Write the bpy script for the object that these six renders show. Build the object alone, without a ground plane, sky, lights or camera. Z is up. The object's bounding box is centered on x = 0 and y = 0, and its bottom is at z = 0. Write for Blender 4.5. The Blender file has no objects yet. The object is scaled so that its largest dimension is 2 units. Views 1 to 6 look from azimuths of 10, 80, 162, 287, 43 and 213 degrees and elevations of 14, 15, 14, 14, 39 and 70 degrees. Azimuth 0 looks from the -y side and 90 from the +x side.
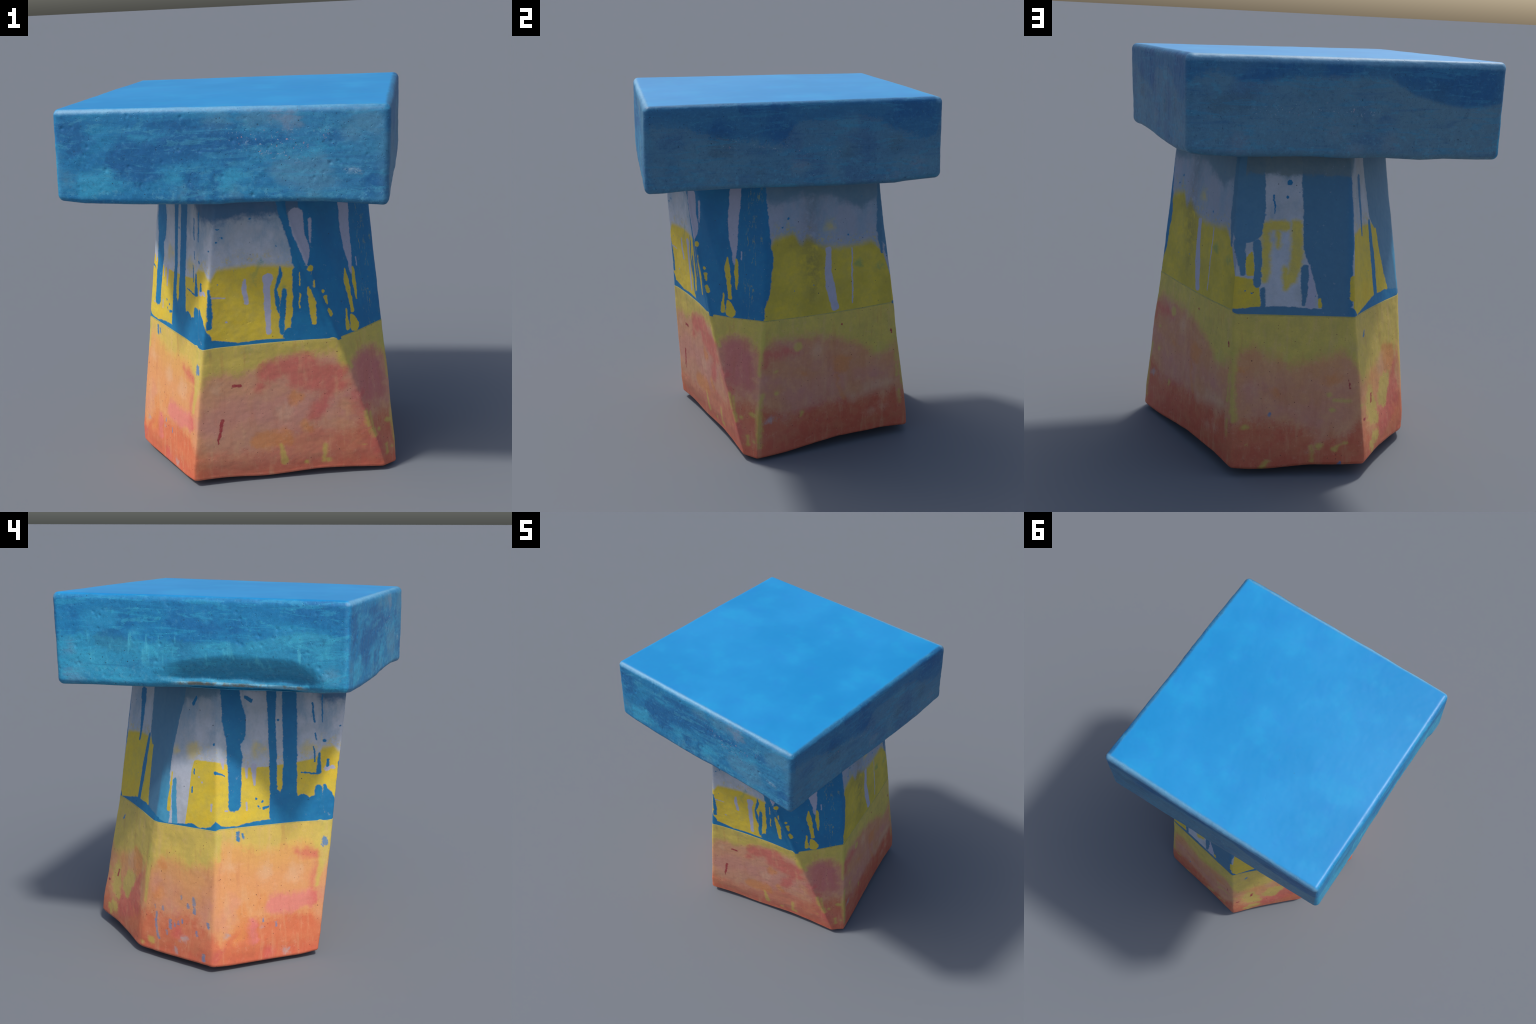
"""Painted concrete stool: a square blue seat slab on a tapering, seven-sided pedestal.

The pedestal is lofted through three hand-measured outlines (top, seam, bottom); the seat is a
rounded box fitted to eight corners, with a scooped hollow under one side.  All paint (drips,
bands, brush blots, splashes) is laid out as strokes in an unrolled surface coordinate and turned
into node masks:  pedestal (s, z) with s = angle round the axis in units of 100 degrees,
seat (p, z) with p running along the four sides (front, right, back, left).
"""
import bpy, math, random
import numpy as np

random.seed(7)
np.random.seed(7)

# ------------------------------------------------------------------ helpers
TABLE = np.random.default_rng(5).random(4096)


def value_noise(P):
    I = np.floor(P).astype(np.int64)
    f = P - I
    f = f * f * f * (f * (f * 6 - 15) + 10)
    total = 0
    for a in (0, 1):
        for b in (0, 1):
            for c in (0, 1):
                h = ((I[:, 0] + a) * 73856093 ^ (I[:, 1] + b) * 19349663 ^ (I[:, 2] + c) * 83492791) & 4095
                w = (f[:, 0] if a else 1 - f[:, 0]) * (f[:, 1] if b else 1 - f[:, 1]) * (f[:, 2] if c else 1 - f[:, 2])
                total = total + TABLE[h] * w
    return total * 2 - 1


def fbm(P, scale, octaves=3, seed=0.0):
    """layered lattice noise, roughly -1 to 1"""
    Q = P * scale + np.array([seed * 13.1, seed * 7.7, seed * 3.3])
    out, gain = 0, 1.0
    for k in range(octaves):
        out = out + gain * value_noise(Q * 2 ** k + k * 17.3)
        gain *= .5
    return out


def smoothstep(a, b, x):
    t = np.clip((x - a) / (b - a), 0, 1)
    return t * t * (3 - 2 * t)


def new_mesh(name, verts, faces, parent, material, smooth=True):
    me = bpy.data.meshes.new(name)
    me.from_pydata([tuple(v) for v in verts], [], faces)
    me.update()
    me.validate()
    me.polygons.foreach_set("use_smooth", [smooth] * len(me.polygons))
    ob = bpy.data.objects.new(name, me)
    bpy.context.scene.collection.objects.link(ob)
    ob.parent = parent
    me.materials.append(material)
    return ob


def vertex_normals(verts, faces):
    F = np.array([f for f in faces if len(f) == 4])
    d1, d2 = verts[F[:, 2]] - verts[F[:, 0]], verts[F[:, 3]] - verts[F[:, 1]]
    n = np.cross(d1, d2)
    N = np.zeros_like(verts)
    for k in range(4):
        np.add.at(N, F[:, k], n)
    return N / np.maximum(np.linalg.norm(N, axis=1, keepdims=True), 1e-12)


# ------------------------------------------------------------------ pedestal outline
# corner points, anticlockwise from the groove beside the chamfered front-left arris; most arrises are broken by a narrow chamfer
TOP = np.array([[-.145, -.548], [-.055, -.649], [.214, -.570], [.325, -.530], [.617, -.162], [.472, .462], [.460, .488],
                [-.045, .594], [-.078, .560], [-.405, .140], [-.422, .105], [-.474, -.050]])
SEAM = np.array([[-.214, -.546], [-.170, -.606], [.482, -.460], [.589, -.325], [.689, -.188], [.499, .572], [.487, .597],
                 [-.086, .690], [-.113, .659], [-.467, .315], [-.487, .282], [-.575, -.075]])
FOOT = np.array([[-.306, -.528], [-.273, -.564], [.705, -.308], [.731, -.269], [.761, -.239], [.517, .677], [.505, .702],
                 [-.140, .812], [-.160, .793], [-.510, .426], [-.530, .392], [-.674, -.077]])
HOLLOW = {1: (.019, .015), 6: (.006, .0), 8: (.017, .005)}      # facets that sag inwards: above and below the seam
Z_TOP, Z_SEAM, Z_FOOT = 1.55, .77, .03
AXIS = (.03, .03)
SWELL = .0030                                  # makes up for the rounding of the arrises
WRAP = 50.0                                   # the unrolled coordinate starts at this angle

SEAM_HEIGHT = [(0, .798), (.02, .788), (.33, .781), (.51, .776), (.84, .770), (1.0, .763), (1.2, .766), (1.39, .769), (1.41, .778), (1.85, .775),
               (1.965, .768), (2.0, .765), (2.07, .775), (2.4, .783), (2.62, .787), (2.75, .788), (2.91, .796), (3.1, .792), (3.3, .793), (3.46, .798), (3.6, .805)]
RIM_HEIGHT = [(0, .060), (.05, .052), (.10, .045), (.18, .047), (.25, .057), (.34, .063), (.44, .058), (.51, .061), (.60, .062), (.68, .063), (.80, .058),
              (.95, .040), (1.16, .039), (1.38, .041), (1.46, .032), (1.68, .030), (1.85, .027), (1.90, .033), (2.0, .037), (2.10, .033), (2.2, .025), (2.28, .021),
              (2.42, .027), (2.6, .038), (2.72, .036), (2.82, .028), (2.87, .020), (2.95, .021), (3.03, .026), (3.15, .043), (3.31, .060), (3.45, .058), (3.6, .062)]


def outline(z):
    if z >= Z_SEAM:
        t = (z - Z_SEAM) / (Z_TOP - Z_SEAM)
        return SEAM * (1 - t) + TOP * t
    t = (z - Z_FOOT) / (Z_SEAM - Z_FOOT)
    return FOOT * (1 - t) + SEAM * t


COUNTS = [14, 96, 26, 34, 112, 9, 88, 10, 72, 10, 54, 90]    # columns on each facet


def ring(z, soften=2.0):
    P = outline(z)
    pts = []
    for i, n in enumerate(COUNTS):
        t = np.arange(n)[:, None] / n
        A, B = P[i], P[(i + 1) % len(P)]
        normal = np.array([A[1] - B[1], B[0] - A[0]]) / np.hypot(*(B - A))
        above, below = HOLLOW.get(i, (0, 0))
        sag = below + (above - below) * np.clip((z - Z_SEAM) / .45, 0, 1)
        pts.append(A * (1 - t) + B * t + normal * sag * (6.75 * t * (1 - t) ** 2 if i == 8 else 4 * t * (1 - t)))
    R = np.vstack(pts)
    k = np.arange(-8, 9)
    w = np.exp(-.5 * (k / soften) ** 2)
    w /= w.sum()
    R = sum(np.roll(R, -j, axis=0) * wj for j, wj in zip(k, w))
    d = R - np.array(AXIS)
    return R + d / np.linalg.norm(d, axis=1, keepdims=True) * SWELL


def unroll(xy):
    return ((np.degrees(np.arctan2(xy[:, 1] - AXIS[1], xy[:, 0] - AXIS[0])) - WRAP) % 360) / 100


def profile(stops, s):
    return np.interp(s, [a for a, b in stops], [b for a, b in stops])


M = sum(COUNTS)
S0 = unroll(ring(Z_SEAM))
ORDER = np.arange(M)
ZSEAM = profile(SEAM_HEIGHT, S0)
ZRIM = profile(RIM_HEIGHT, unroll(ring(Z_FOOT)))
ZRIM = ZRIM - .006 - .006 * np.exp(-(((S0 + .3) % 3.6 - .45) / .35) ** 2)
ZRIM = sum(np.roll(ZRIM, j) for j in range(-5, 6)) / 11


def quads(rows, cols):
    f = []
    for i in range(rows - 1):
        a, b = i * cols, (i + 1) * cols
        for j in range(cols):
            k = (j + 1) % cols
            f.append((a + j, a + k, b + k, b + j))
    return f


def ring_at(zcol, soften):
    """outline whose height differs from column to column"""
    lo, hi = zcol.min(), zcol.max()
    zs = np.linspace(lo, hi, 5) if hi - lo > 1e-6 else np.array([lo, lo + 1e-3])
    R = np.stack([ring(z, soften) for z in zs])
    t = np.clip((zcol - zs[0]) / (zs[-1] - zs[0]) * (len(zs) - 1), 0, len(zs) - 1 - 1e-9)
    i = t.astype(int)
    f = (t - i)[:, None]
    c = np.arange(M)
    return R[i, c] * (1 - f) + R[i + 1, c] * f


def weather(V, F, amount=1.0, keep=None):
    N = vertex_normals(V, F)
    d = .0030 * fbm(V, 3.1, 2, 1) + .0009 * fbm(V, 13, 3, 2) + .0004 * fbm(V, 55, 2, 3)
    d *= amount
    if keep is not None:
        d *= keep
    return V + N * d[:, None]


def build_shaft(parent, mat):
    rows = []
    nz = 150
    for i in range(nz + 1):
        t = i / nz
        z = (ZSEAM - .012) * (1 - t) + 1.572 * t
        rows.append(np.c_[ring_at(z, 1.5), z])
    V = np.vstack(rows)
    F = quads(nz + 1, M)
    # raised seam along the slanting front arris and the groove beside the chamfer
    s, z = unroll(V[:, :2]), V[:, 2]
    arris = 2.366 + (1.55 - z) / .78 * (2.628 - 2.366)
    N = vertex_normals(V, F)
    V = V + N * (.004 * np.exp(-((s - arris - .012) / .012) ** 2) - .004 * np.exp(-((s - arris + .014) / .010) ** 2))[:, None]
    groove = 2.027 + (1.55 - z) / .78 * (1.968 - 2.027)
    V = V - N * (.004 * np.exp(-((s - groove) / .008) ** 2))[:, None]
    V = weather(V, F)
    return new_mesh("shaft", V, F, parent, mat)


def build_base(parent, mat):
    rows, r = [], .019
    c = np.array([0.0, .03])
    inward = lambda R, d: R - (R - c) / np.linalg.norm(R - c, axis=1, keepdims=True) * np.reshape(d, (-1, 1))
    foot = inward(ring_at(ZRIM + r, 1.6), .008 * smoothstep(.15, .03, ZRIM + r))
    for k in (0.02, .15, .35, .55, .75, .92):                      # underside, dished up from the floor
        R = inward(foot, r) * 0 + c + (inward(foot, r) - c) * k
        z = ZRIM * k ** 3 + .0 * (1 - k)
        rows.append(np.c_[R, z])
    for a in np.linspace(0, 90, 9)[:-1]:                           # rounded rim
        q = math.radians(a)
        rows.append(np.c_[inward(foot, r * (1 - math.sin(q))), ZRIM + r * (1 - math.cos(q))])
    nz = 140
    for i in range(nz + 1):
        t = i / nz
        z = (ZRIM + r) * (1 - t) + (ZSEAM - .004) * t
        R = ring_at(z, 1.6)
        s = unroll(R)
        swell = .004 * np.exp(-((s - .53) / .16) ** 2) * smoothstep(.30, .16, z)         # flare at the back foot
        swell += .0015 * smoothstep(.10, 0, ZSEAM - z)                                      # lip under the seam
        swell -= .008 * smoothstep(.15, .03, z)
        rows.append(np.c_[inward(R, -swell), z])
    R = ring_at(ZSEAM, 1.6)
    rows.append(np.c_[inward(R, -.0002), ZSEAM])
    rows.append(np.c_[inward(R, .004), ZSEAM + .004])
    V = np.vstack(rows)
    F = quads(len(rows), M) + [tuple(range(M - 1, -1, -1))]
    keep = smoothstep(.012, .05, V[:, 2])
    V = weather(V, F, 1.0, keep)
    V[:, 2] = np.maximum(V[:, 2], 0)
    return new_mesh("base", V, F, parent, mat)


# ------------------------------------------------------------------ seat slab
CORNER_TOP = {(-1, -1): (-.761, -.795, 1.987), (1, -1): (.770, -.801, 1.965), (1, 1): (.777, .738, 1.991), (-1, 1): (-.758, .727, 1.998)}
CORNER_LOW = {(-1, -1): (-.777, -.796, 1.560), (1, -1): (.754, -.807, 1.516), (1, 1): (.770, .749, 1.565), (-1, 1): (-.770, .706, 1.533)}
LOW_EDGE = {   # height of the lower arris along each side, from -1 to 1 in the side's own direction
    "front": [(-1, 1.562), (-.83, 1.545), (-.5, 1.537), (0, 1.532), (.1, 1.538), (.35, 1.542), (.62, 1.539), (.83, 1.527), (1, 1.516)],
    "right": [(-1, 1.517), (-.88, 1.519), (-.74, 1.528), (-.5, 1.533), (-.18, 1.536), (.29, 1.536), (.68, 1.543), (.76, 1.552), (1, 1.567)],
    "back": [(-1, 1.533), (-.84, 1.533), (-.62, 1.537), (-.46, 1.532), (-.18, 1.543), (.04, 1.541), (.25, 1.549), (.7, 1.548), (.88, 1.554), (1, 1.567)],
    "left": [(-1, 1.562), (-.75, 1.554), (-.48, 1.552), (-.2, 1.547), (.14, 1.551), (.35, 1.543), (.75, 1.541), (1, 1.535)]}
SCOOP_TOP = [(-2.34, 1.56), (-2.285, 1.605), (-2.18, 1.640), (-2.06, 1.661), (-1.77, 1.694), (-1.58, 1.686), (-1.37, 1.680), (-1.235, 1.648), (-1.165, 1.59), (-1.06, 1.555)]


def bilinear(C, X, Y, k):
    g = lambda a, b: C[(a, b)][k]
    return (g(-1, -1) * (1 - X) * (1 - Y) + g(1, -1) * (1 + X) * (1 - Y) + g(1, 1) * (1 + X) * (1 + Y) + g(-1, 1) * (1 - X) * (1 + Y)) / 4


def build_seat(parent, mat):
    half, r, step = np.array([.762, .759, .218]), .031, .0052
    n = [int(round(2 * h / step)) for h in half]
    index, pts, faces = {}, [], []

    def vid(i, j, k):
        key = (i, j, k)
        if key not in index:
            index[key] = len(pts)
            pts.append((2 * i / n[0] - 1, 2 * j / n[1] - 1, 2 * k / n[2] - 1))
        return index[key]

    for i in range(n[0]):
        for j in range(n[1]):
            faces.append((vid(i, j, n[2]), vid(i + 1, j, n[2]), vid(i + 1, j + 1, n[2]), vid(i, j + 1, n[2])))
            faces.append((vid(i, j, 0), vid(i, j + 1, 0), vid(i + 1, j + 1, 0), vid(i + 1, j, 0)))
    for k in range(n[2]):
        for i in range(n[0]):
            faces.append((vid(i, 0, k), vid(i + 1, 0, k), vid(i + 1, 0, k + 1), vid(i, 0, k + 1)))
            faces.append((vid(i, n[1], k), vid(i, n[1], k + 1), vid(i + 1, n[1], k + 1), vid(i + 1, n[1], k)))
        for j in range(n[1]):
            faces.append((vid(0, j, k), vid(0, j, k + 1), vid(0, j + 1, k + 1), vid(0, j + 1, k)))
            faces.append((vid(n[0], j, k), vid(n[0], j + 1, k), vid(n[0], j + 1, k + 1), vid(n[0], j, k + 1)))
    Q = np.array(pts) * half
    inner = np.clip(Q, -(half - r), half - r)
    d = Q - inner
    Q = inner + d / np.maximum(np.linalg.norm(d, axis=1, keepdims=True), 1e-9) * r
    U = Q / half                                                   # rounded box in [-1, 1]
    X, Y, Z = U.T
    e = lambda side, t: np.interp(t, [a for a, b in LOW_EDGE[side]], [b for a, b in LOW_EDGE[side]])
    coons = (e("front", X) * (1 - Y) + e("back", X) * (1 + Y)) / 2 + (e("left", Y) * (1 - X) + e("right", Y) * (1 + X)) / 2 - bilinear(CORNER_LOW, X, Y, 2)
    zl, zt = coons, bilinear(CORNER_TOP, X, Y, 2) + .0
    zt = zt + .0065 * (1 - X * X) * (1 - Y * Y)
    w = (Z + 1) / 2
    V = np.c_[bilinear(CORNER_LOW, X, Y, 0) * (1 - w) + bilinear(CORNER_TOP, X, Y, 0) * w,
              bilinear(CORNER_LOW, X, Y, 1) * (1 - w) + bilinear(CORNER_TOP, X, Y, 1) * w,
              zl * (1 - w) + zt * w]
    V[:, 0] += np.where(X > 0, 1, -1) * np.abs(X) ** 8 * .001 * (1 - Y * Y)
    V[:, 1] += np.where(Y > 0, .003, -.003) * np.abs(Y) ** 8 * (1 - X * X)
    N = vertex_normals(V, faces)
    # hollow scooped out of the left side, with a lip left standing along its lower edge
    p = -2 - (V[:, 1] + .035) / .762
    top = np.interp(p, [a for a, b in SCOOP_TOP], [b for a, b in SCOOP_TOP])
    side = smoothstep(-.90, -.97, X)
    h = top - V[:, 2]
    span = np.maximum(top - 1.545, .004)
    along = smoothstep(-2.40, -1.98, p) * smoothstep(-1.04, -1.42, p)
    depth = SCOOP_DEPTH * along * np.clip((h + .03) / (span + .03), 0, 1) ** 1.3 * np.clip(span / .11, 0, 1)
    lip = smoothstep(1.600, 1.583, V[:, 2] + .004 * np.sin(p * 23))
    V = V.copy()
    V[:, 0] += side * depth * (1 - .30 * lip)
    V[:, 2] -= side * along * .012 * lip
    # waviness, lumps and blow-holes of the cast concrete
    on_side = 1 - smoothstep(.93, .99, np.abs(Z))
    low = .0032 * fbm(V, 2.6, 2, 4) + .0012 * fbm(V, 9, 3, 5)
    rough = .0008 * fbm(V, 34, 3, 6)
    V = V + N * (low * (.35 + .65 * on_side) + rough * (.25 + .75 * on_side))[:, None]
    rnd = random.Random(11)
    for k in range(170):
        f = rnd.choice((0, 0, 1, 2, 3, 3, 3))
        t, zz = rnd.uniform(-.72, .72), rnd.uniform(1.57, 1.95)
        P = np.array(((t, -.79, zz), (.765, t, zz), (t, .728, zz), (-.765, t, zz))[f])
        rad = rnd.uniform(.0035, .0075)
        m = np.where((np.abs(V - P) < .04).all(1))[0]
        if not len(m):
            continue
        q = V[m] - V[m[np.argmin(((V[m] - P) ** 2).sum(1))]]
        q[:, 2] *= rnd.uniform(.7, 1.0)
        g = np.exp(-((q ** 2).sum(1) / rad ** 2) ** 1.5)
        V[m] -= N[m] * (g * rad * .5)[:, None]
    return new_mesh("seat", V, faces, parent, mat)


SCOOP_DEPTH = .112

# ------------------------------------------------------------------ paint layout (strokes: points of x, height, half width)
BLUE_RUNS = [
    [(1.456, 1.568, 0.0560), (1.467, 1.468, 0.0560), (1.489, 1.336, 0.0705), (1.495, 1.267, 0.0595)],
    [(1.477, 1.252, 0.0380), (1.491, 1.145, 0.0440), (1.490, 1.018, 0.0360), (1.489, 0.892, 0.0310)],
    [(1.727, 1.558, 0.0315), (1.725, 1.458, 0.0315), (1.722, 1.325, 0.0240), (1.724, 1.163, 0.0240), (1.716, 0.946, 0.0215)],
    [(1.841, 1.553, 0.0440), (1.837, 1.453, 0.0440), (1.830, 1.265, 0.0410), (1.822, 1.102, 0.0395), (1.812, 0.949, 0.0435)],
    [(1.727, 0.929, 0.0340), (1.729, 0.824, 0.0435)],
    [(1.805, 0.928, 0.0495), (1.813, 0.827, 0.0550)],
    [(1.883, 0.881, 0.0405), (1.880, 0.820, 0.0490)],
    [(1.940, 0.876, 0.0295), (1.938, 0.814, 0.0375)],
    [(1.978, 1.134, 0.0060), (1.975, 1.034, 0.0130)],
    [(1.968, 0.946, 0.0195), (1.964, 0.811, 0.0275)],
    [(0.731, 1.182, 0.0165), (0.736, 1.003, 0.0250), (0.733, 0.833, 0.0195)],
    [(0.592, 1.415, 0.0225), (0.610, 1.243, 0.0140), (0.614, 1.138, 0.0075)],
    [(0.105, 0.906, 0.0095), (0.111, 0.813, 0.0115)],
    [(3.705, 0.906, 0.0095), (3.711, 0.813, 0.0115)],
    [(0.359, 1.530, 0.1175), (0.366, 1.430, 0.1175), (0.380, 1.278, 0.1175), (0.384, 1.115, 0.1155), (0.402, 0.976, 0.0865), (0.419, 0.851, 0.0705)],
    [(0.280, 1.005, 0.0190), (0.281, 0.923, 0.0170), (0.280, 0.835, 0.0075)],
    [(2.693, 1.529, 0.2230), (2.700, 1.429, 0.2230), (2.715, 1.254, 0.2250), (2.743, 1.112, 0.2120), (2.757, 0.980, 0.1890), (2.776, 0.843, 0.1455)],
    [(3.565, 1.551, 0.0100), (3.563, 1.451, 0.0100), (3.559, 1.221, 0.0130), (3.565, 1.098, 0.0055)],
    [(-0.035, 1.551, 0.0100), (-0.037, 1.451, 0.0100), (-0.041, 1.221, 0.0130), (-0.035, 1.098, 0.0055)],
    [(2.388, 1.563, 0.0200), (2.398, 1.463, 0.0200), (2.418, 1.376, 0.0135), (2.448, 1.272, 0.0175), (2.469, 1.183, 0.0255)],
    [(2.478, 1.141, 0.0400), (2.476, 1.010, 0.0350), (2.469, 0.850, 0.0385)],
    [(2.429, 0.815, 0.0400), (2.525, 0.819, 0.0320)],
    [(2.541, 1.102, 0.0390), (2.548, 0.978, 0.0545), (2.561, 0.843, 0.0585)],
    [(2.626, 1.406, 0.0710), (2.613, 1.268, 0.0790), (2.612, 1.167, 0.0745)],
    [(2.403, 1.053, 0.0100), (2.393, 0.963, 0.0160), (2.385, 0.830, 0.0115)],
    [(2.385, 1.174, 0.0035), (2.383, 1.128, 0.0105), (2.364, 1.056, 0.0070), (2.369, 0.992, 0.0130), (2.373, 0.938, 0.0050)],
    [(2.070, 1.075, 0.0060), (2.067, 1.017, 0.0095), (2.057, 0.883, 0.0110)],
    [(2.013, 0.868, 0.0310), (2.029, 0.798, 0.0385)],
    [(1.998, 0.957, 0.0080), (2.010, 0.887, 0.0280)],
    [(1.770, 0.870, 0.0500), (1.770, 0.820, 0.0600)],
    [(1.840, 0.870, 0.0500), (1.840, 0.820, 0.0600)],
    [(1.910, 0.850, 0.0500), (1.910, 0.820, 0.0600)],
    [(2.600, 0.930, 0.0300), (2.615, 0.810, 0.0450)],
]
PALE_RUNS = [
    [(0.998, 1.560, 0.1695), (0.988, 1.460, 0.1695), (0.968, 1.332, 0.1550), (0.956, 1.205, 0.1440), (0.961, 1.073, 0.1290), (0.977, 0.938, 0.1185), (1.005, 0.807, 0.1035)],
    [(0.014, 1.540, 0.0580), (0.018, 1.440, 0.0580), (0.025, 1.300, 0.0635), (0.027, 1.179, 0.0585)],
    [(3.614, 1.540, 0.0580), (3.618, 1.440, 0.0580), (3.625, 1.300, 0.0635), (3.627, 1.179, 0.0585)],
    [(0.001, 1.118, 0.0245), (0.017, 1.047, 0.0155), (0.026, 0.976, 0.0075)],
    [(3.601, 1.118, 0.0245), (3.617, 1.047, 0.0155), (3.626, 0.976, 0.0075)],
    [(0.068, 1.119, 0.0160), (0.079, 1.023, 0.0145), (0.081, 0.931, 0.0160)],
    [(3.668, 1.119, 0.0160), (3.679, 1.023, 0.0145), (3.681, 0.931, 0.0160)],
    [(1.126, 0.999, 0.0140), (1.130, 0.909, 0.0170), (1.145, 0.779, 0.0170)],
    [(0.868, 1.462, 0.1705), (0.859, 1.257, 0.1245)],
]
BLUE_SPLASHES = [
    [(1.961, 1.407, 0.0050), (1.963, 1.306, 0.0045)],
    [(2.008, 1.444, 0.0040), (2.002, 1.303, 0.0030)],
    [(1.964, 1.243, 0.0050), (1.968, 1.210, 0.0025)],
    [(1.950, 1.175, 0.0040), (1.956, 1.092, 0.0040)],
    [(1.882, 1.040, 0.0040), (1.965, 1.024, 0.0045)],
    [(2.006, 1.203, 0.0080)],
    [(1.763, 1.325, 0.0070)],
    [(1.610, 0.919, 0.0080)],
    [(1.649, 0.902, 0.0070)],
    [(1.624, 0.877, 0.0060)],
    [(1.651, 0.864, 0.0070), (1.682, 0.875, 0.0060)],
    [(1.560, 1.454, 0.0090), (1.592, 1.438, 0.0120)],
    [(2.018, 1.096, 0.0075), (2.015, 1.063, 0.0065)],
    [(1.229, 1.415, 0.0105), (1.250, 1.448, 0.0075)],
    [(1.388, 1.072, 0.0090)],
    [(1.391, 1.073, 0.0060), (1.435, 1.055, 0.0035)],
    [(1.256, 1.074, 0.0050), (1.257, 1.053, 0.0050)],
    [(1.247, 0.979, 0.0050), (1.246, 0.954, 0.0045)],
    [(1.377, 1.218, 0.0075)],
    [(0.121, 1.343, 0.0045), (0.132, 1.262, 0.0025)],
    [(3.721, 1.343, 0.0045), (3.732, 1.262, 0.0025)],
    [(0.183, 1.339, 0.0065)],
    [(0.190, 1.405, 0.0140)],
    [(0.040, 0.896, 0.0035)],
    [(3.640, 0.896, 0.0035)],
    [(0.065, 0.887, 0.0040)],
    [(3.665, 0.887, 0.0040)],
    [(3.031, 1.340, 0.0075)],
    [(3.000, 1.294, 0.0050)],
    [(3.388, 1.219, 0.0050)],
    [(2.117, 1.320, 0.0045)],
    [(2.136, 1.339, 0.0040)],
    [(2.125, 1.381, 0.0045)],
    [(2.077, 1.274, 0.0045)],
    [(2.258, 1.422, 0.0045)],
    [(2.370, 1.279, 0.0030)],
]
YELLOW_ISLANDS = [
    [(1.108, 1.043, 0.0040), (1.099, 0.943, 0.0070), (1.097, 0.847, 0.0140)],
    [(0.052, 1.078, 0.0030), (0.046, 1.048, 0.0145), (0.051, 0.982, 0.0160)],
    [(3.652, 1.078, 0.0030), (3.646, 1.048, 0.0145), (3.651, 0.982, 0.0160)],
    [(0.491, 0.962, 0.0125), (0.490, 0.862, 0.0125)],
    [(0.349, 0.861, 0.0050), (0.352, 0.825, 0.0095)],
    [(2.766, 1.110, 0.0075), (2.769, 1.038, 0.0120), (2.771, 0.949, 0.0045)],
    [(2.714, 1.114, 0.0055), (2.715, 1.052, 0.0165), (2.729, 0.975, 0.0110), (2.737, 0.898, 0.0120)],
    [(2.729, 0.874, 0.0085), (2.742, 0.817, 0.0295)],
    [(2.699, 0.914, 0.0025), (2.700, 0.818, 0.0130)],
    [(2.515, 1.157, 0.0155)],
    [(2.509, 1.060, 0.0055), (2.526, 0.980, 0.0160), (2.535, 0.872, 0.0085)],
    [(2.428, 1.040, 0.0105), (2.424, 0.934, 0.0165), (2.418, 0.865, 0.0090)],
    [(2.471, 1.142, 0.0020), (2.471, 1.074, 0.0025)],
    [(2.472, 1.032, 0.0025), (2.472, 0.957, 0.0035)],
    [(2.574, 1.034, 0.0085)],
    [(2.585, 0.999, 0.0110), (2.593, 0.969, 0.0050)],
    [(2.597, 0.935, 0.0085), (2.609, 0.909, 0.0110)],
    [(2.531, 1.094, 0.0035), (2.529, 1.064, 0.0025)],
    [(2.017, 0.977, 0.0190), (2.042, 0.923, 0.0115)],
]
WHITE_RUNS = [
    [(1.559, 1.088, 0.0110), (1.558, 1.039, 0.0060)],
    [(1.602, 1.090, 0.0175), (1.603, 0.998, 0.0065)],
    [(1.424, 1.134, 0.0125), (1.427, 1.092, 0.0045)],
    [(2.037, 1.054, 0.0120)],
    [(1.555, 0.905, 0.0045), (1.555, 0.867, 0.0045)],
    [(1.439, 0.870, 0.0050), (1.454, 0.871, 0.0045)],
    [(1.370, 0.905, 0.0045), (1.370, 0.872, 0.0050)],
    [(1.288, 1.038, 0.0045)],
    [(1.308, 1.011, 0.0045)],
    [(0.300, 1.021, 0.0030), (0.307, 0.959, 0.0090), (0.314, 0.897, 0.0185), (0.309, 0.835, 0.0205)],
    [(2.748, 1.546, 0.0345), (2.745, 1.446, 0.0345), (2.739, 1.312, 0.0310), (2.743, 1.224, 0.0265), (2.752, 1.159, 0.0165), (2.754, 1.081, 0.0035)],
    [(2.794, 1.159, 0.0030), (2.795, 1.115, 0.0025)],
    [(3.267, 1.148, 0.0180), (3.263, 1.023, 0.0205), (3.274, 0.947, 0.0280), (3.299, 0.822, 0.0210)],
    [(3.410, 1.145, 0.0040), (3.401, 0.832, 0.0030)],
    [(2.461, 1.428, 0.0335), (2.469, 1.343, 0.0270), (2.499, 1.249, 0.0240), (2.499, 1.190, 0.0075)],
    [(2.529, 1.397, 0.0090), (2.524, 1.284, 0.0035)],
    [(2.219, 1.120, 0.0055), (2.212, 1.078, 0.0115), (2.220, 0.998, 0.0105)],
    [(2.326, 1.117, 0.0250), (2.320, 1.080, 0.0155)],
    [(2.320, 1.080, 0.0155), (2.320, 0.969, 0.0155), (2.320, 0.834, 0.0130)],
    [(2.078, 1.036, 0.0035), (2.125, 1.032, 0.0025)],
    [(2.013, 1.050, 0.0150)],
    [(2.127, 0.904, 0.0045)],
]
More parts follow.
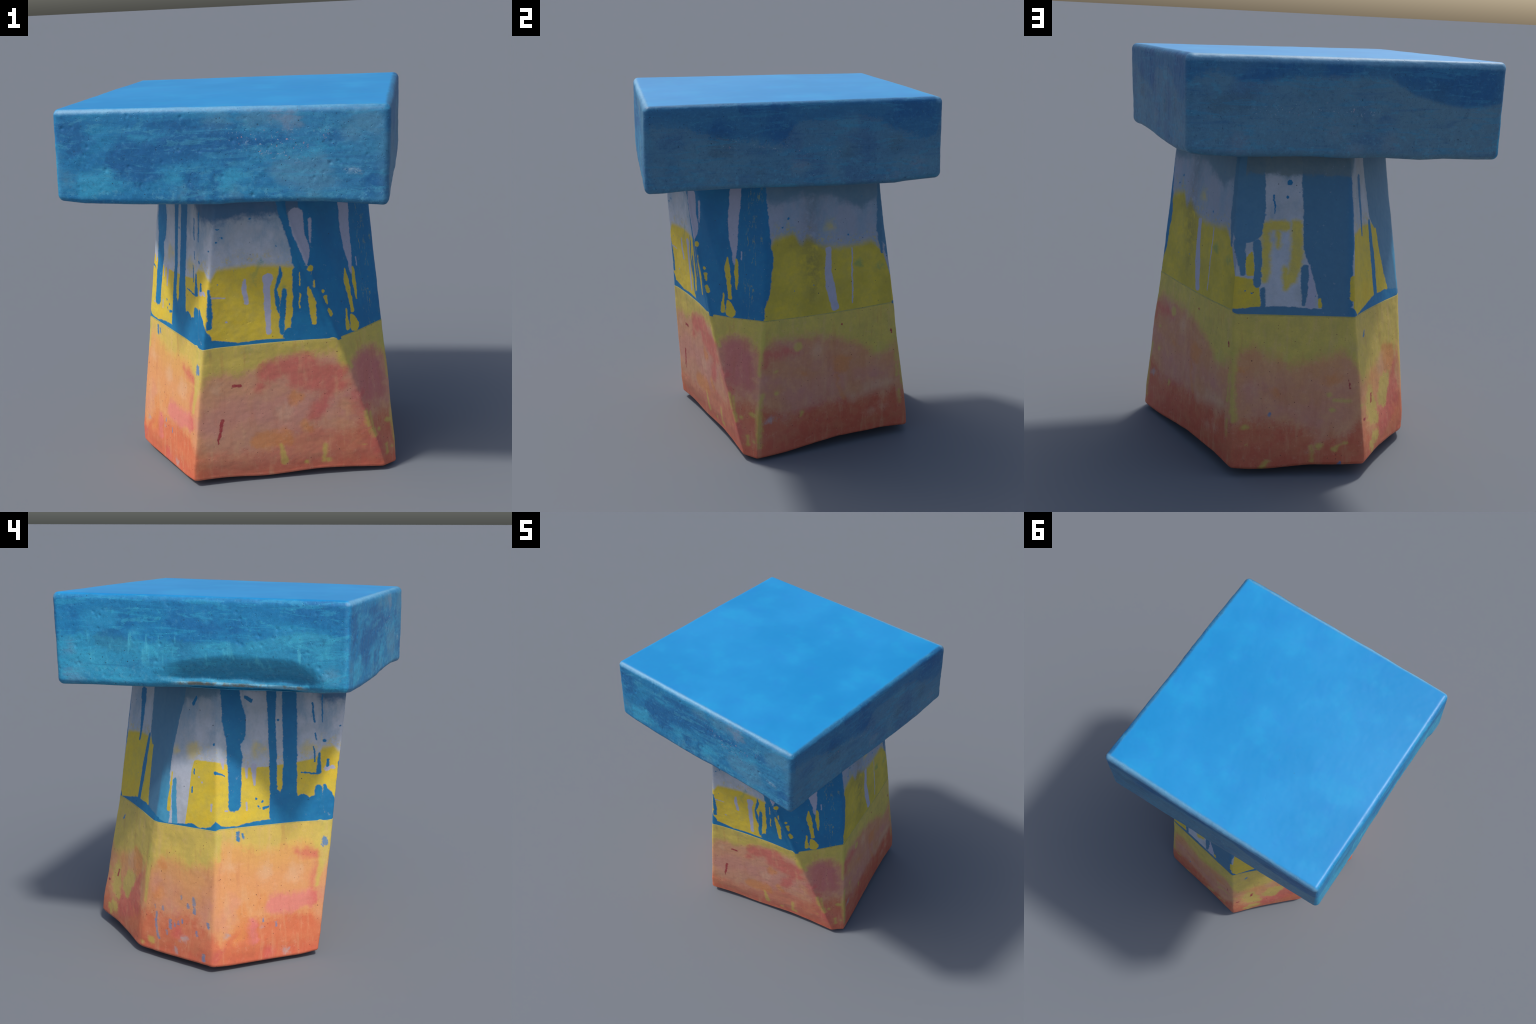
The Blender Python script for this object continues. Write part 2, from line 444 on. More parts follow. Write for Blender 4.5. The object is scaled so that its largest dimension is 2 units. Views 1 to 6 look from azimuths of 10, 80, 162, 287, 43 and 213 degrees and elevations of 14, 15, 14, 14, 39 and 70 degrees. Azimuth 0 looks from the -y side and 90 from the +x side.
ARCH = [
    [(0.101, 1.201, 0.0225), (0.101, 1.171, 0.0225), (0.105, 1.049, 0.0210), (0.111, 0.952, 0.0170)],
    [(3.701, 1.201, 0.0225), (3.701, 1.171, 0.0225), (3.705, 1.049, 0.0210), (3.711, 0.952, 0.0170)],
    [(0.110, 1.201, 0.0235), (0.181, 1.203, 0.0255)],
    [(3.710, 1.201, 0.0235), (3.781, 1.203, 0.0255)],
    [(0.234, 1.204, 0.0300), (0.241, 1.051, 0.0285), (0.221, 0.958, 0.0265)],
    [(0.097, 1.171, 0.0140), (0.103, 1.049, 0.0155), (0.109, 0.952, 0.0120)],
    [(3.697, 1.171, 0.0140), (3.703, 1.049, 0.0155), (3.709, 0.952, 0.0120)],
    [(0.110, 1.201, 0.0165), (0.176, 1.208, 0.0175)],
    [(3.710, 1.201, 0.0165), (3.776, 1.208, 0.0175)],
    [(0.235, 1.173, 0.0245), (0.244, 1.051, 0.0225), (0.216, 0.958, 0.0220), (0.200, 0.912, 0.0085)],
    [(0.151, 1.172, 0.0145), (0.153, 1.101, 0.0085)],
    [(0.192, 0.999, 0.0160), (0.197, 0.912, 0.0095)],
]
ROSE = [
    [(1.696, 0.332, 0.0465), (1.884, 0.344, 0.0480)],
    [(1.563, 0.256, 0.0220), (1.572, 0.141, 0.0160)],
]
YELLOW_PATCHES = [
    [(0.599, 0.354, 0.0515), (0.619, 0.237, 0.0420)],
    [(0.774, 0.354, 0.0535), (0.738, 0.299, 0.0460)],
    [(0.631, 0.144, 0.0320)],
    [(0.595, 0.113, 0.0295)],
]
PINK = [
    [(1.480, 0.398, 0.0230), (1.455, 0.302, 0.0335), (1.441, 0.244, 0.0235)],
    [(1.040, 0.432, 0.0380)],
    [(1.164, 0.310, 0.0380)],
    [(1.350, 0.358, 0.0245), (1.347, 0.275, 0.0215)],
    [(0.305, 0.307, 0.0480), (0.206, 0.318, 0.0375)],
    [(0.353, 0.269, 0.0260)],
    [(0.100, 0.434, 0.0270)],
    [(3.700, 0.434, 0.0270)],
    [(3.269, 0.381, 0.0890), (3.094, 0.317, 0.0650)],
    [(2.946, 0.453, 0.0305)],
    [(3.433, 0.400, 0.0380), (3.568, 0.384, 0.0270)],
    [(-0.167, 0.400, 0.0380), (-0.032, 0.384, 0.0270)],
    [(2.136, 0.412, 0.0740), (1.997, 0.340, 0.0490)],
    [(2.284, 0.399, 0.0730), (2.560, 0.398, 0.0500), (2.689, 0.466, 0.0270)],
    [(2.696, 0.359, 0.0240)],
    [(2.414, 0.370, 0.1250)],
]
RED = [
    [(1.856, 0.607, 0.0245), (1.934, 0.585, 0.0305)],
    [(1.932, 0.517, 0.0070), (1.914, 0.316, 0.0085)],
    [(1.415, 0.087, 0.0260)],
    [(1.654, 0.069, 0.0340)],
    [(0.906, 0.432, 0.0285), (0.861, 0.266, 0.0555), (0.723, 0.192, 0.0740)],
    [(2.937, 0.599, 0.0260), (3.031, 0.598, 0.0310)],
    [(2.932, 0.611, 0.0105), (2.929, 0.537, 0.0085)],
    [(2.294, 0.611, 0.0480), (2.479, 0.647, 0.0550), (2.629, 0.588, 0.0380)],
    [(2.454, 0.570, 0.0625), (2.624, 0.531, 0.0475)],
    [(2.602, 0.516, 0.0495), (2.561, 0.344, 0.0305)],
    [(2.263, 0.540, 0.0325)],
    [(2.729, 0.470, 0.0165), (2.772, 0.289, 0.0155), (2.811, 0.113, 0.0115)],
    [(2.349, 0.613, 0.0430)],
    [(1.905, 0.602, 0.0325)],
    [(1.184, 0.178, 0.0375)],
]
MAUVE = [
    [(2.785, 0.591, 0.0835), (2.796, 0.489, 0.0875)],
    [(2.789, 0.464, 0.0165)],
]
ORANGE = [
    [(1.066, 0.546, 0.0325)],
    [(1.069, 0.375, 0.0385)],
    [(0.185, 0.417, 0.0210)],
    [(0.421, 0.468, 0.0305)],
    [(0.046, 0.522, 0.0140)],
    [(3.646, 0.522, 0.0140)],
    [(3.123, 0.466, 0.0110)],
    [(3.319, 0.493, 0.0535)],
    [(3.282, 0.427, 0.0090), (3.321, 0.287, 0.0070)],
    [(2.383, 0.248, 0.0530), (2.246, 0.230, 0.0460)],
    [(2.288, 0.221, 0.0475)],
    [(2.515, 0.290, 0.0325)],
    [(2.437, 0.467, 0.0330)],
    [(0.811, 0.484, 0.0830)],
    [(1.604, 0.391, 0.0080), (1.602, 0.318, 0.0075)],
    [(1.630, 0.393, 0.0080), (1.633, 0.327, 0.0070)],
    [(1.531, 0.356, 0.0270), (1.515, 0.264, 0.0190), (1.499, 0.166, 0.0230)],
]
PALE = [
    [(1.457, 0.577, 0.0175)],
    [(1.653, 0.502, 0.0355)],
    [(1.823, 0.492, 0.0395)],
    [(3.463, 0.309, 0.0235), (3.580, 0.338, 0.0175)],
    [(-0.137, 0.309, 0.0235), (-0.020, 0.338, 0.0175)],
    [(3.485, 0.167, 0.0145)],
    [(3.547, 0.196, 0.0130)],
    [(-0.053, 0.196, 0.0130)],
    [(3.385, 0.281, 0.0225)],
    [(0.433, 0.442, 0.0125)],
    [(3.188, 0.585, 0.0355)],
    [(0.750, 0.464, 0.0525)],
    [(2.069, 0.557, 0.0260)],
    [(2.386, 0.390, 0.0460)],
    [(0.354, 0.195, 0.0085), (0.328, 0.137, 0.0070)],
]
YELLOW_RUNS = [
    [(0.988, 0.615, 0.0220), (0.980, 0.453, 0.0190), (0.978, 0.308, 0.0085)],
    [(1.406, 0.730, 0.0200), (1.411, 0.611, 0.0065)],
    [(1.034, 0.099, 0.0235)],
    [(0.974, 0.071, 0.0095)],
    [(0.395, 0.400, 0.0120)],
    [(0.416, 0.374, 0.0085), (0.475, 0.373, 0.0105)],
    [(0.408, 0.327, 0.0110)],
    [(0.328, 0.153, 0.0060), (0.333, 0.074, 0.0075)],
    [(0.359, 0.153, 0.0150)],
    [(0.413, 0.136, 0.0100), (0.433, 0.157, 0.0050), (0.457, 0.167, 0.0045)],
    [(0.220, 0.579, 0.0155)],
    [(0.023, 0.600, 0.0100), (0.030, 0.393, 0.0100), (0.044, 0.283, 0.0120)],
    [(3.623, 0.600, 0.0100), (3.630, 0.393, 0.0100), (3.644, 0.283, 0.0120)],
    [(0.081, 0.246, 0.0130)],
    [(3.681, 0.246, 0.0130)],
    [(0.165, 0.077, 0.0095), (0.147, 0.050, 0.0090)],
    [(0.091, 0.162, 0.0035)],
    [(3.691, 0.162, 0.0035)],
    [(2.909, 0.743, 0.0235), (2.908, 0.631, 0.0105), (2.901, 0.493, 0.0070)],
    [(2.914, 0.380, 0.0085), (2.902, 0.300, 0.0130), (2.904, 0.144, 0.0105), (2.905, 0.079, 0.0060)],
    [(2.871, 0.267, 0.0130)],
    [(2.783, 0.250, 0.0125), (2.795, 0.212, 0.0090)],
    [(2.855, 0.138, 0.0085), (2.854, 0.090, 0.0085)],
    [(2.752, 0.360, 0.0070), (2.768, 0.273, 0.0100)],
    [(0.010, 0.541, 0.0050), (0.008, 0.362, 0.0060)],
    [(3.610, 0.541, 0.0050), (3.608, 0.362, 0.0060)],
    [(0.012, 0.273, 0.0040), (0.016, 0.196, 0.0045)],
    [(3.612, 0.273, 0.0040), (3.616, 0.196, 0.0045)],
    [(3.099, 0.245, 0.0075), (3.094, 0.222, 0.0045)],
    [(2.973, 0.505, 0.0070)],
    [(2.976, 0.380, 0.0065)],
    [(3.079, 0.625, 0.0215)],
    [(3.530, 0.540, 0.0195)],
    [(-0.070, 0.540, 0.0195)],
    [(2.370, 0.195, 0.0110), (2.389, 0.103, 0.0220)],
    [(2.610, 0.178, 0.0090), (2.612, 0.081, 0.0100)],
    [(2.632, 0.084, 0.0145)],
    [(2.519, 0.084, 0.0090)],
    [(2.656, 0.682, 0.0100), (2.694, 0.617, 0.0085)],
    [(2.777, 0.343, 0.0080), (2.786, 0.250, 0.0060)],
    [(2.819, 0.237, 0.0105)],
    [(2.890, 0.265, 0.0130)],
    [(2.881, 0.115, 0.0080)],
    [(2.761, 0.164, 0.0035)],
    [(1.995, 0.740, 0.0220), (1.985, 0.660, 0.0200), (1.960, 0.530, 0.0140), (1.935, 0.410, 0.0090)],
]
GREY_SCUFFS = [
    [(2.942, 0.230, 0.0220)],
    [(1.635, 0.216, 0.0115)],
    [(1.436, 0.194, 0.0115)],
    [(1.746, 0.082, 0.0115), (1.763, 0.062, 0.0090)],
    [(1.223, 0.142, 0.0185)],
    [(1.182, 0.086, 0.0150)],
]
BLUE_FLECKS = [
    [(1.280, 0.389, 0.0090), (1.283, 0.356, 0.0105)],
    [(1.285, 0.338, 0.0075), (1.288, 0.311, 0.0085)],
    [(1.248, 0.349, 0.0060), (1.251, 0.328, 0.0070)],
    [(1.057, 0.262, 0.0065), (1.057, 0.204, 0.0075), (1.078, 0.123, 0.0075)],
    [(1.146, 0.235, 0.0095), (1.149, 0.201, 0.0110)],
    [(1.175, 0.228, 0.0045), (1.177, 0.213, 0.0050)],
    [(1.193, 0.243, 0.0040), (1.196, 0.229, 0.0045)],
    [(1.126, 0.178, 0.0050), (1.129, 0.159, 0.0060)],
    [(1.096, 0.302, 0.0050), (1.099, 0.285, 0.0055)],
    [(1.046, 0.302, 0.0040), (1.048, 0.288, 0.0045)],
    [(1.365, 0.274, 0.0055), (1.367, 0.250, 0.0065)],
    [(1.205, 0.388, 0.0045), (1.208, 0.372, 0.0050)],
    [(1.304, 0.211, 0.0045), (1.306, 0.192, 0.0055)],
    [(1.218, 0.258, 0.0045), (1.220, 0.243, 0.0050)],
    [(1.341, 0.096, 0.0070), (1.343, 0.065, 0.0085)],
    [(1.636, 0.268, 0.0040), (1.637, 0.253, 0.0040)],
    [(1.705, 0.236, 0.0050), (1.706, 0.217, 0.0055)],
    [(1.982, 0.667, 0.0110), (1.983, 0.638, 0.0125)],
    [(1.969, 0.632, 0.0040), (1.971, 0.623, 0.0045)],
    [(0.163, 0.316, 0.0030), (0.165, 0.300, 0.0035)],
    [(0.580, 0.680, 0.0070), (0.572, 0.657, 0.0060)],
    [(0.439, 0.071, 0.0055), (0.440, 0.041, 0.0065)],
    [(1.503, 0.751, 0.0090), (1.504, 0.714, 0.0105)],
    [(1.530, 0.741, 0.0055), (1.532, 0.720, 0.0060)],
]
SCARS = [
    [(2.070, 0.372, 0.0065), (2.056, 0.321, 0.0075), (2.050, 0.280, 0.0060), (2.038, 0.240, 0.0025)],
    [(2.133, 0.558, 0.0085), (2.162, 0.557, 0.0090)],
    [(0.474, 0.473, 0.0020), (0.478, 0.431, 0.0025)],
    [(3.336, 0.716, 0.0055)],
    [(3.594, 0.643, 0.0030), (3.596, 0.618, 0.0025)],
    [(-0.006, 0.643, 0.0030), (-0.004, 0.618, 0.0025)],
    [(0.616, 0.358, 0.0070), (0.612, 0.321, 0.0060)],
    [(0.541, 0.269, 0.0080)],
]
SEAT_DEEP = [
    [(-0.554, 1.762, 0.0860), (-0.268, 1.826, 0.0940), (0.096, 1.810, 0.0600)],
    [(0.072, 1.783, 0.0600), (0.315, 1.824, 0.0280)],
    [(-0.466, 1.700, 0.0620)],
    [(-0.890, 1.862, 0.0820)],
    [(-0.171, 1.663, 0.0230), (-0.166, 1.579, 0.0190)],
    [(-0.012, 1.660, 0.0140), (-0.021, 1.577, 0.0070)],
    [(0.884, 1.625, 0.0400)],
    [(0.697, 1.812, 0.0440)],
    [(1.688, 1.946, 0.0440), (1.879, 1.944, 0.0340)],
    [(1.880, 1.842, 0.0640), (2.011, 1.777, 0.0400)],
    [(1.959, 1.763, 0.0300), (2.157, 1.650, 0.0250), (2.126, 1.566, 0.0300)],
    [(2.450, 1.794, 0.0560), (2.488, 1.694, 0.0310)],
    [(2.391, 1.600, 0.0560), (2.560, 1.581, 0.0310)],
    [(2.709, 1.937, 0.0510), (2.875, 1.945, 0.0510)],
    [(2.481, 1.847, 0.0410)],
    [(1.120, 1.792, 0.0290), (1.214, 1.800, 0.0290)],
    [(1.497, 1.849, 0.0490)],
    [(3.597, 1.956, 0.0260), (3.319, 1.857, 0.0550)],
    [(4.012, 1.960, 0.0280)],
    [(4.371, 1.934, 0.0290), (4.628, 1.909, 0.0740), (4.857, 1.909, 0.0650)],
    [(4.735, 1.841, 0.0550), (4.865, 1.852, 0.0510)],
    [(4.075, 1.813, 0.0090), (4.071, 1.727, 0.0140)],
    [(4.221, 1.716, 0.0190), (4.197, 1.650, 0.0190)],
    [(4.042, 1.649, 0.0190), (4.168, 1.624, 0.0290)],
    [(3.881, 1.957, 0.0680)],
    [(-2.112, 1.878, 0.0550), (-1.918, 1.843, 0.0550)],
    [(-1.321, 1.941, 0.0470), (-1.115, 1.930, 0.0500)],
    [(-2.085, 1.736, 0.0470)],
    [(-2.819, 1.972, 0.0130), (-2.823, 1.879, 0.0110)],
    [(-2.483, 1.854, 0.0400)],
    [(-1.071, 1.840, 0.0230)],
    [(-1.732, 1.847, 0.0330)],
]
SEAT_CYAN = [
    [(-2.716, 1.865, 0.0500), (-2.540, 1.885, 0.0400)],
    [(-2.397, 1.800, 0.0350)],
    [(-2.435, 1.770, 0.0050), (-2.434, 1.706, 0.0060)],
    [(-2.369, 1.764, 0.0070), (-2.359, 1.679, 0.0110)],
    [(-2.295, 1.714, 0.0150), (-2.260, 1.763, 0.0110), (-2.244, 1.675, 0.0180)],
    [(-2.153, 1.726, 0.0060), (-2.145, 1.678, 0.0120)],
    [(-1.929, 1.740, 0.0180)],
    [(-2.760, 1.807, 0.0070)],
    [(-2.782, 1.666, 0.0730), (-2.634, 1.650, 0.0460)],
    [(-1.475, 1.815, 0.0360), (-1.203, 1.822, 0.0320), (-1.170, 1.746, 0.0240)],
    [(-1.672, 1.771, 0.0290), (-1.564, 1.766, 0.0200)],
    [(-2.181, 1.773, 0.0170)],
    [(-1.957, 1.897, 0.0210)],
    [(-2.518, 1.593, 0.0540)],
    [(-0.501, 1.856, 0.0050), (-0.401, 1.859, 0.0070), (-0.308, 1.861, 0.0080)],
    [(-0.282, 1.674, 0.0380)],
    [(0.054, 1.646, 0.0370)],
    [(0.095, 1.673, 0.0420)],
    [(-0.692, 1.656, 0.0580), (-0.841, 1.635, 0.0490)],
    [(0.489, 1.753, 0.0090), (0.608, 1.787, 0.0130), (0.755, 1.798, 0.0090)],
]
SEAT_GREY = [
    [(0.202, 1.921, 0.0360), (0.438, 1.907, 0.0320)],
    [(0.873, 1.901, 0.0530)],
    [(0.574, 1.675, 0.0900), (0.367, 1.687, 0.0550)],
    [(0.785, 1.859, 0.0400)],
    [(0.543, 1.629, 0.0730)],
    [(-0.939, 1.674, 0.0290)],
    [(-0.245, 1.598, 0.0270)],
    [(-0.135, 1.578, 0.0090)],
    [(0.082, 1.599, 0.0370)],
    [(0.012, 1.902, 0.0600)],
    [(1.084, 1.841, 0.0520), (1.258, 1.843, 0.0290)],
    [(1.720, 1.772, 0.0110), (1.914, 1.749, 0.0140)],
    [(1.368, 1.691, 0.1120), (1.592, 1.696, 0.0730)],
    [(1.071, 1.648, 0.0430)],
    [(1.494, 1.570, 0.0640)],
    [(2.725, 1.649, 0.0570), (2.929, 1.644, 0.0630)],
    [(2.250, 1.638, 0.0410)],
    [(2.365, 1.770, 0.0250)],
    [(2.043, 1.771, 0.0200)],
    [(2.670, 1.795, 0.0150), (2.770, 1.798, 0.0150), (2.628, 1.761, 0.0070)],
    [(2.380, 1.883, 0.0500)],
    [(2.039, 1.658, 0.0450)],
    [(3.179, 1.890, 0.0630), (3.373, 1.902, 0.0560)],
    [(3.131, 1.727, 0.0290)],
    [(3.387, 1.668, 0.0740), (3.673, 1.712, 0.0900)],
    [(3.604, 1.849, 0.0440)],
    [(3.163, 1.625, 0.0340)],
    [(3.918, 1.870, 0.0590)],
    [(4.178, 1.879, 0.0520), (4.322, 1.817, 0.0430), (4.517, 1.776, 0.0390)],
    [(4.273, 1.695, 0.0580), (4.524, 1.719, 0.0830), (4.851, 1.722, 0.0720)],
    [(4.533, 1.653, 0.0990), (4.829, 1.641, 0.0660)],
    [(3.874, 1.691, 0.0780)],
    [(4.141, 1.771, 0.0420)],
]
SEAT_MAUVE = [
    [(0.408, 1.903, 0.0410)],
    [(4.250, 1.616, 0.0430)],
    [(3.865, 1.661, 0.0280)],
    [(4.004, 1.597, 0.0280)],
    [(3.305, 1.605, 0.0390)],
    [(-2.870, 1.726, 0.0370)],
    [(-2.845, 1.594, 0.0510)],
    [(-1.104, 1.641, 0.0310)],
    [(2.862, 1.636, 0.0310)],
    [(2.661, 1.594, 0.0210)],
    [(2.013, 1.663, 0.0300)],
]
SEAT_DARK = [
    [(1.752, 1.626, 0.0260)],
    [(3.191, 1.629, 0.0120)],
    [(3.663, 1.846, 0.0160)],
    [(4.540, 1.847, 0.0440)],
    [(2.366, 1.726, 0.0360)],
    [(2.698, 1.765, 0.0410)],
    [(-2.631, 1.773, 0.0540), (-2.456, 1.758, 0.0360)],
    [(1.496, 1.762, 0.0680)],
    [(3.156, 1.777, 0.0460), (3.322, 1.799, 0.0430)],
]
SEAT_WHITE = [
    [(0.786, 1.685, 0.0150)],
    [(0.172, 1.825, 0.0080)],
    [(0.291, 1.770, 0.0060)],
    [(0.360, 1.782, 0.0050)],
]
SOOT = [
    [(3.182, 1.452, 0.0445), (3.161, 1.259, 0.0435)],
    [(3.154, 1.204, 0.0550), (3.177, 1.061, 0.0615), (3.180, 0.889, 0.0305)],
    [(3.341, 0.916, 0.0120)],
    [(3.059, 1.202, 0.0170)],
]
YELLOW_TINT = [
    [(1.237, 1.171, 0.0430)],
    [(1.617, 1.175, 0.0320)],
    [(1.932, 1.171, 0.0305)],
    [(1.668, 1.177, 0.0190)],
    [(1.119, 1.158, 0.0150)],
    [(3.275, 1.272, 0.0255)],
]
GREEN = [
    [(3.453, 1.065, 0.0220)],
    [(2.304, 1.212, 0.0055), (2.266, 1.106, 0.0055)],
    [(2.388, 1.065, 0.0145)],
    [(3.556, 1.017, 0.0140)],
]
YELLOW_TOP = [(0, 0.965), (0.096, 0.947), (0.101, 0.76), (0.5, 0.76), (0.505, 1.17), (0.635, 1.183), (0.79, 1.174), (1, 1.17), (1.02, 0.76), (1.215, 0.76), (1.235, 1.06), (1.254, 1.125), (1.396, 1.127), (1.535, 1.089), (1.69, 1.084), (1.87, 1.099), (1.96, 1.11), (2, 1.17), (2.045, 1.17), (2.079, 1.12), (2.105, 1.182), (2.26, 1.19), (2.44, 1.176), (2.6, 1.15), (2.925, 1.15), (2.96, 1.24), (3.06, 1.262), (3.1, 1.187), (3.14, 1.235), (3.2, 1.185), (3.235, 1.171), (3.35, 1.155), (3.46, 1.163), (3.52, 1.178), (3.57, 1.1), (3.6, 0.965)]
YELLOW_SOFT = [(0, 0.005), (0.5, 0.006), (0.52, 0.014), (1, 0.014), (1.2, 0.004), (1.95, 0.004), (2, 0.016), (2.7, 0.02), (2.9, 0.03), (3.5, 0.028), (3.6, 0.006)]
WASH_LOW = [(0, 1.43), (0.3, 1.45), (0.5, 1.46), (0.52, 1.6), (1, 1.6), (1.03, 1.4), (1.15, 1.42), (1.4, 1.47), (1.42, 1.5), (1.96, 1.49), (2, 1.43), (2.05, 1.4), (2.143, 1.42), (2.226, 1.43), (2.4, 1.43), (2.6, 1.45), (2.9, 1.47), (2.938, 1.42), (3.1, 1.45), (3.29, 1.445), (3.4, 1.39), (3.469, 1.355), (3.523, 1.39), (3.6, 1.42)]
BAND_TOP = [(0, 0.812), (0.03, 0.815), (0.1, 0.824), (0.2, 0.824), (0.37, 0.815), (0.45, 0.83), (0.5, 0.815), (0.52, 0.775), (0.6, 0.8), (0.7, 0.824), (0.85, 0.825), (1, 0.8), (1.08, 0.767), (1.15, 0.774), (1.26, 0.79), (1.31, 0.772), (1.37, 0.79), (1.392, 0.82), (1.42, 0.795), (1.49, 0.783), (1.55, 0.797), (1.68, 0.806), (2, 0.81), (2.07, 0.814), (2.16, 0.793), (2.29, 0.799), (2.37, 0.797), (2.42, 0.8), (2.62, 0.8), (2.9, 0.81), (2.918, 0.78), (3.6, 0.78)]
SUN_LOW = [(0, 0.56), (0.047, 0.61), (0.09, 0.636), (0.14, 0.6), (0.2, 0.575), (0.226, 0.553), (0.284, 0.558), (0.375, 0.599), (0.464, 0.609), (0.498, 0.546), (0.53, 0.46), (0.566, 0.45), (0.675, 0.496), (0.81, 0.51), (0.93, 0.505), (1.01, 0.52), (1.045, 0.553), (1.109, 0.593), (1.23, 0.553), (1.32, 0.571), (1.39, 0.6), (1.42, 0.715), (1.46, 0.712), (1.56, 0.655), (1.69, 0.645), (1.87, 0.665), (1.93, 0.64), (1.966, 0.5), (2.02, 0.608), (2.084, 0.635), (2.151, 0.612), (2.254, 0.643), (2.323, 0.692), (2.45, 0.712), (2.62, 0.695), (2.66, 0.6), (2.69, 0.646), (2.747, 0.681), (2.832, 0.693), (2.88, 0.652), (2.91, 0.62), (2.93, 0.669), (2.99, 0.69), (3.125, 0.682), (3.214, 0.675), (3.304, 0.644), (3.393, 0.613), (3.448, 0.586), (3.524, 0.511), (3.585, 0.547), (3.6, 0.56)]
RED_TOP = [(0, 0.26), (0.1, 0.275), (0.17, 0.261), (0.29, 0.25), (0.38, 0.19), (0.46, 0.2), (0.51, 0.28), (0.59, 0.15), (0.76, 0.21), (0.9, 0.3), (0.98, 0.25), (1.116, 0.25), (1.24, 0.3), (1.37, 0.25), (1.42, 0.15), (1.515, 0.26), (1.7, 0.267), (1.88, 0.275), (1.95, 0.2), (2.07, 0.18), (2.29, 0.17), (2.4, 0.27), (2.54, 0.285), (2.68, 0.27), (2.78, 0.33), (2.9, 0.33), (3.02, 0.215), (3.12, 0.264), (3.24, 0.28), (3.36, 0.263), (3.49, 0.271), (3.6, 0.29)]
RED_FORCE = [(0, 0.9), (0.5, 0.9), (0.6, 0.6), (0.95, 0.8), (1.4, 0.75), (1.45, 0.9), (1.9, 0.9), (2, 0.45), (2.6, 0.5), (2.9, 0.7), (3.1, 0.9), (3.6, 0.95)]
AMBER = [(0, 0.25), (0.5, 0.3), (0.6, 0.6), (1, 0.55), (1.38, 0.5), (1.42, 0.95), (1.9, 0.95), (1.99, 0.3), (2.3, 0.1), (2.9, 0.05), (3.6, 0.2)]
SMEAR = [(0, 0.2), (0.5, 0.1), (0.6, 0.2), (1, 0.1), (1.4, 0.4), (1.5, 0.8), (1.9, 0.9), (2, 0.5), (2.3, 0.5), (2.5, 0.1), (3.6, 0.1)]
TIDE = [(-3.2, 1.8), (-2.97, 1.777), (-2.8, 1.798), (-2.63, 1.79), (-2.45, 1.77), (-1.8, 1.775), (-1.63, 1.78), (-1.47, 1.815), (-1.32, 1.834), (-1.16, 1.831), (-1.03, 1.807), (0.95, 1.85), (1.25, 1.853), (1.43, 1.816), (1.7, 1.78), (1.92, 1.756), (2, 1.86), (2.1, 1.886), (2.55, 1.88), (2.75, 1.8), (2.96, 1.785), (3.02, 1.895), (3.15, 1.92), (3.3, 1.884), (3.66, 1.9), (4.03, 1.912), (4.22, 1.9), (4.3, 1.875), (4.37, 1.84), (4.48, 1.817), (4.645, 1.79), (4.75, 1.785), (4.9, 1.796), (5.1, 1.83)]
TIDE_FORCE = [(-3.2, 0.5), (-3, 0.7), (-1.1, 0.8), (-0.95, 0), (0.9, 0), (1.05, 0.6), (2.9, 0.6), (3.05, 0.6), (4.1, 0.8), (4.3, 1), (4.95, 1), (5.1, 0.6)]
TIDE_RAGGED = [(-3.2, 0.25), (-1.1, 0.2), (-0.9, 0.25), (1, 0.3), (2.9, 0.3), (3.1, 0.22), (4.2, 0.12), (4.4, 0.04), (5, 0.04)]
GREYER = [(-3.2, 0.2), (-2.95, 0.05), (-1, 0), (0.2, 0.1), (0.98, 0.4), (1.05, 0.55), (2, 0.45), (2.95, 0.5), (3.05, 0.6), (4, 0.75), (5, 0.7), (5.2, 0.4)]
GREENER = [(-3.2, 0.5), (-2.9, 0.65), (-1.2, 0.5), (-0.95, 0.2), (0, 0.15), (0.9, 0.1), (5.2, 0)]


# ------------------------------------------------------------------ node helpers
def srgb(h):
    v = [int(h[i:i + 2], 16) / 255 for i in (0, 2, 4)]
    return tuple(c / 12.92 if c <= .04045 else ((c + .055) / 1.055) ** 2.4 for c in v) + (1.0,)


def stroke_group():
    """node group: nearest of the distance so far and the distance to one tapered stroke"""
    g = bpy.data.node_groups.get("stroke")
    if g:
        return g
    g = bpy.data.node_groups.new("stroke", "ShaderNodeTree")
    io = g.interface
    for name, kind in (("Point", "Vector"), ("So Far", "Float"), ("Start", "Vector"), ("Along", "Vector"), ("Back", "Vector"), ("Radius", "Float"), ("Taper", "Float")):
        io.new_socket(name, in_out="INPUT", socket_type="NodeSocket" + kind)
    io.new_socket("Distance", in_out="OUTPUT", socket_type="NodeSocketFloat")
    i, o = g.nodes.new("NodeGroupInput").outputs, g.nodes.new("NodeGroupOutput").inputs

    def node(kind, op, *args, out=0):
        n = g.nodes.new(kind)
        n.operation = op
        for s, v in zip(n.inputs, args):
            if isinstance(v, bpy.types.NodeSocket):
                g.links.new(v, s)
            else:
                s.default_value = v
        return n.outputs[out]

    M, V = "ShaderNodeMath", "ShaderNodeVectorMath"
    pa = node(V, "SUBTRACT", i[0], i[2])
    h = node(M, "MINIMUM", node(M, "MAXIMUM", node(V, "DOT_PRODUCT", pa, i[3], out=1), 0.0), 1.0)
    sc = g.nodes.new(V)
    sc.operation = "SCALE"
    g.links.new(i[4], sc.inputs[0])
    g.links.new(h, sc.inputs["Scale"])
    q = node(V, "ADD", pa, sc.outputs[0])
    d = node(M, "SUBTRACT", node(V, "LENGTH", q, out=1), node(M, "MULTIPLY_ADD", h, i[6], i[5]))
    g.links.new(node(M, "MINIMUM", i[1], d), o[0])
    return g


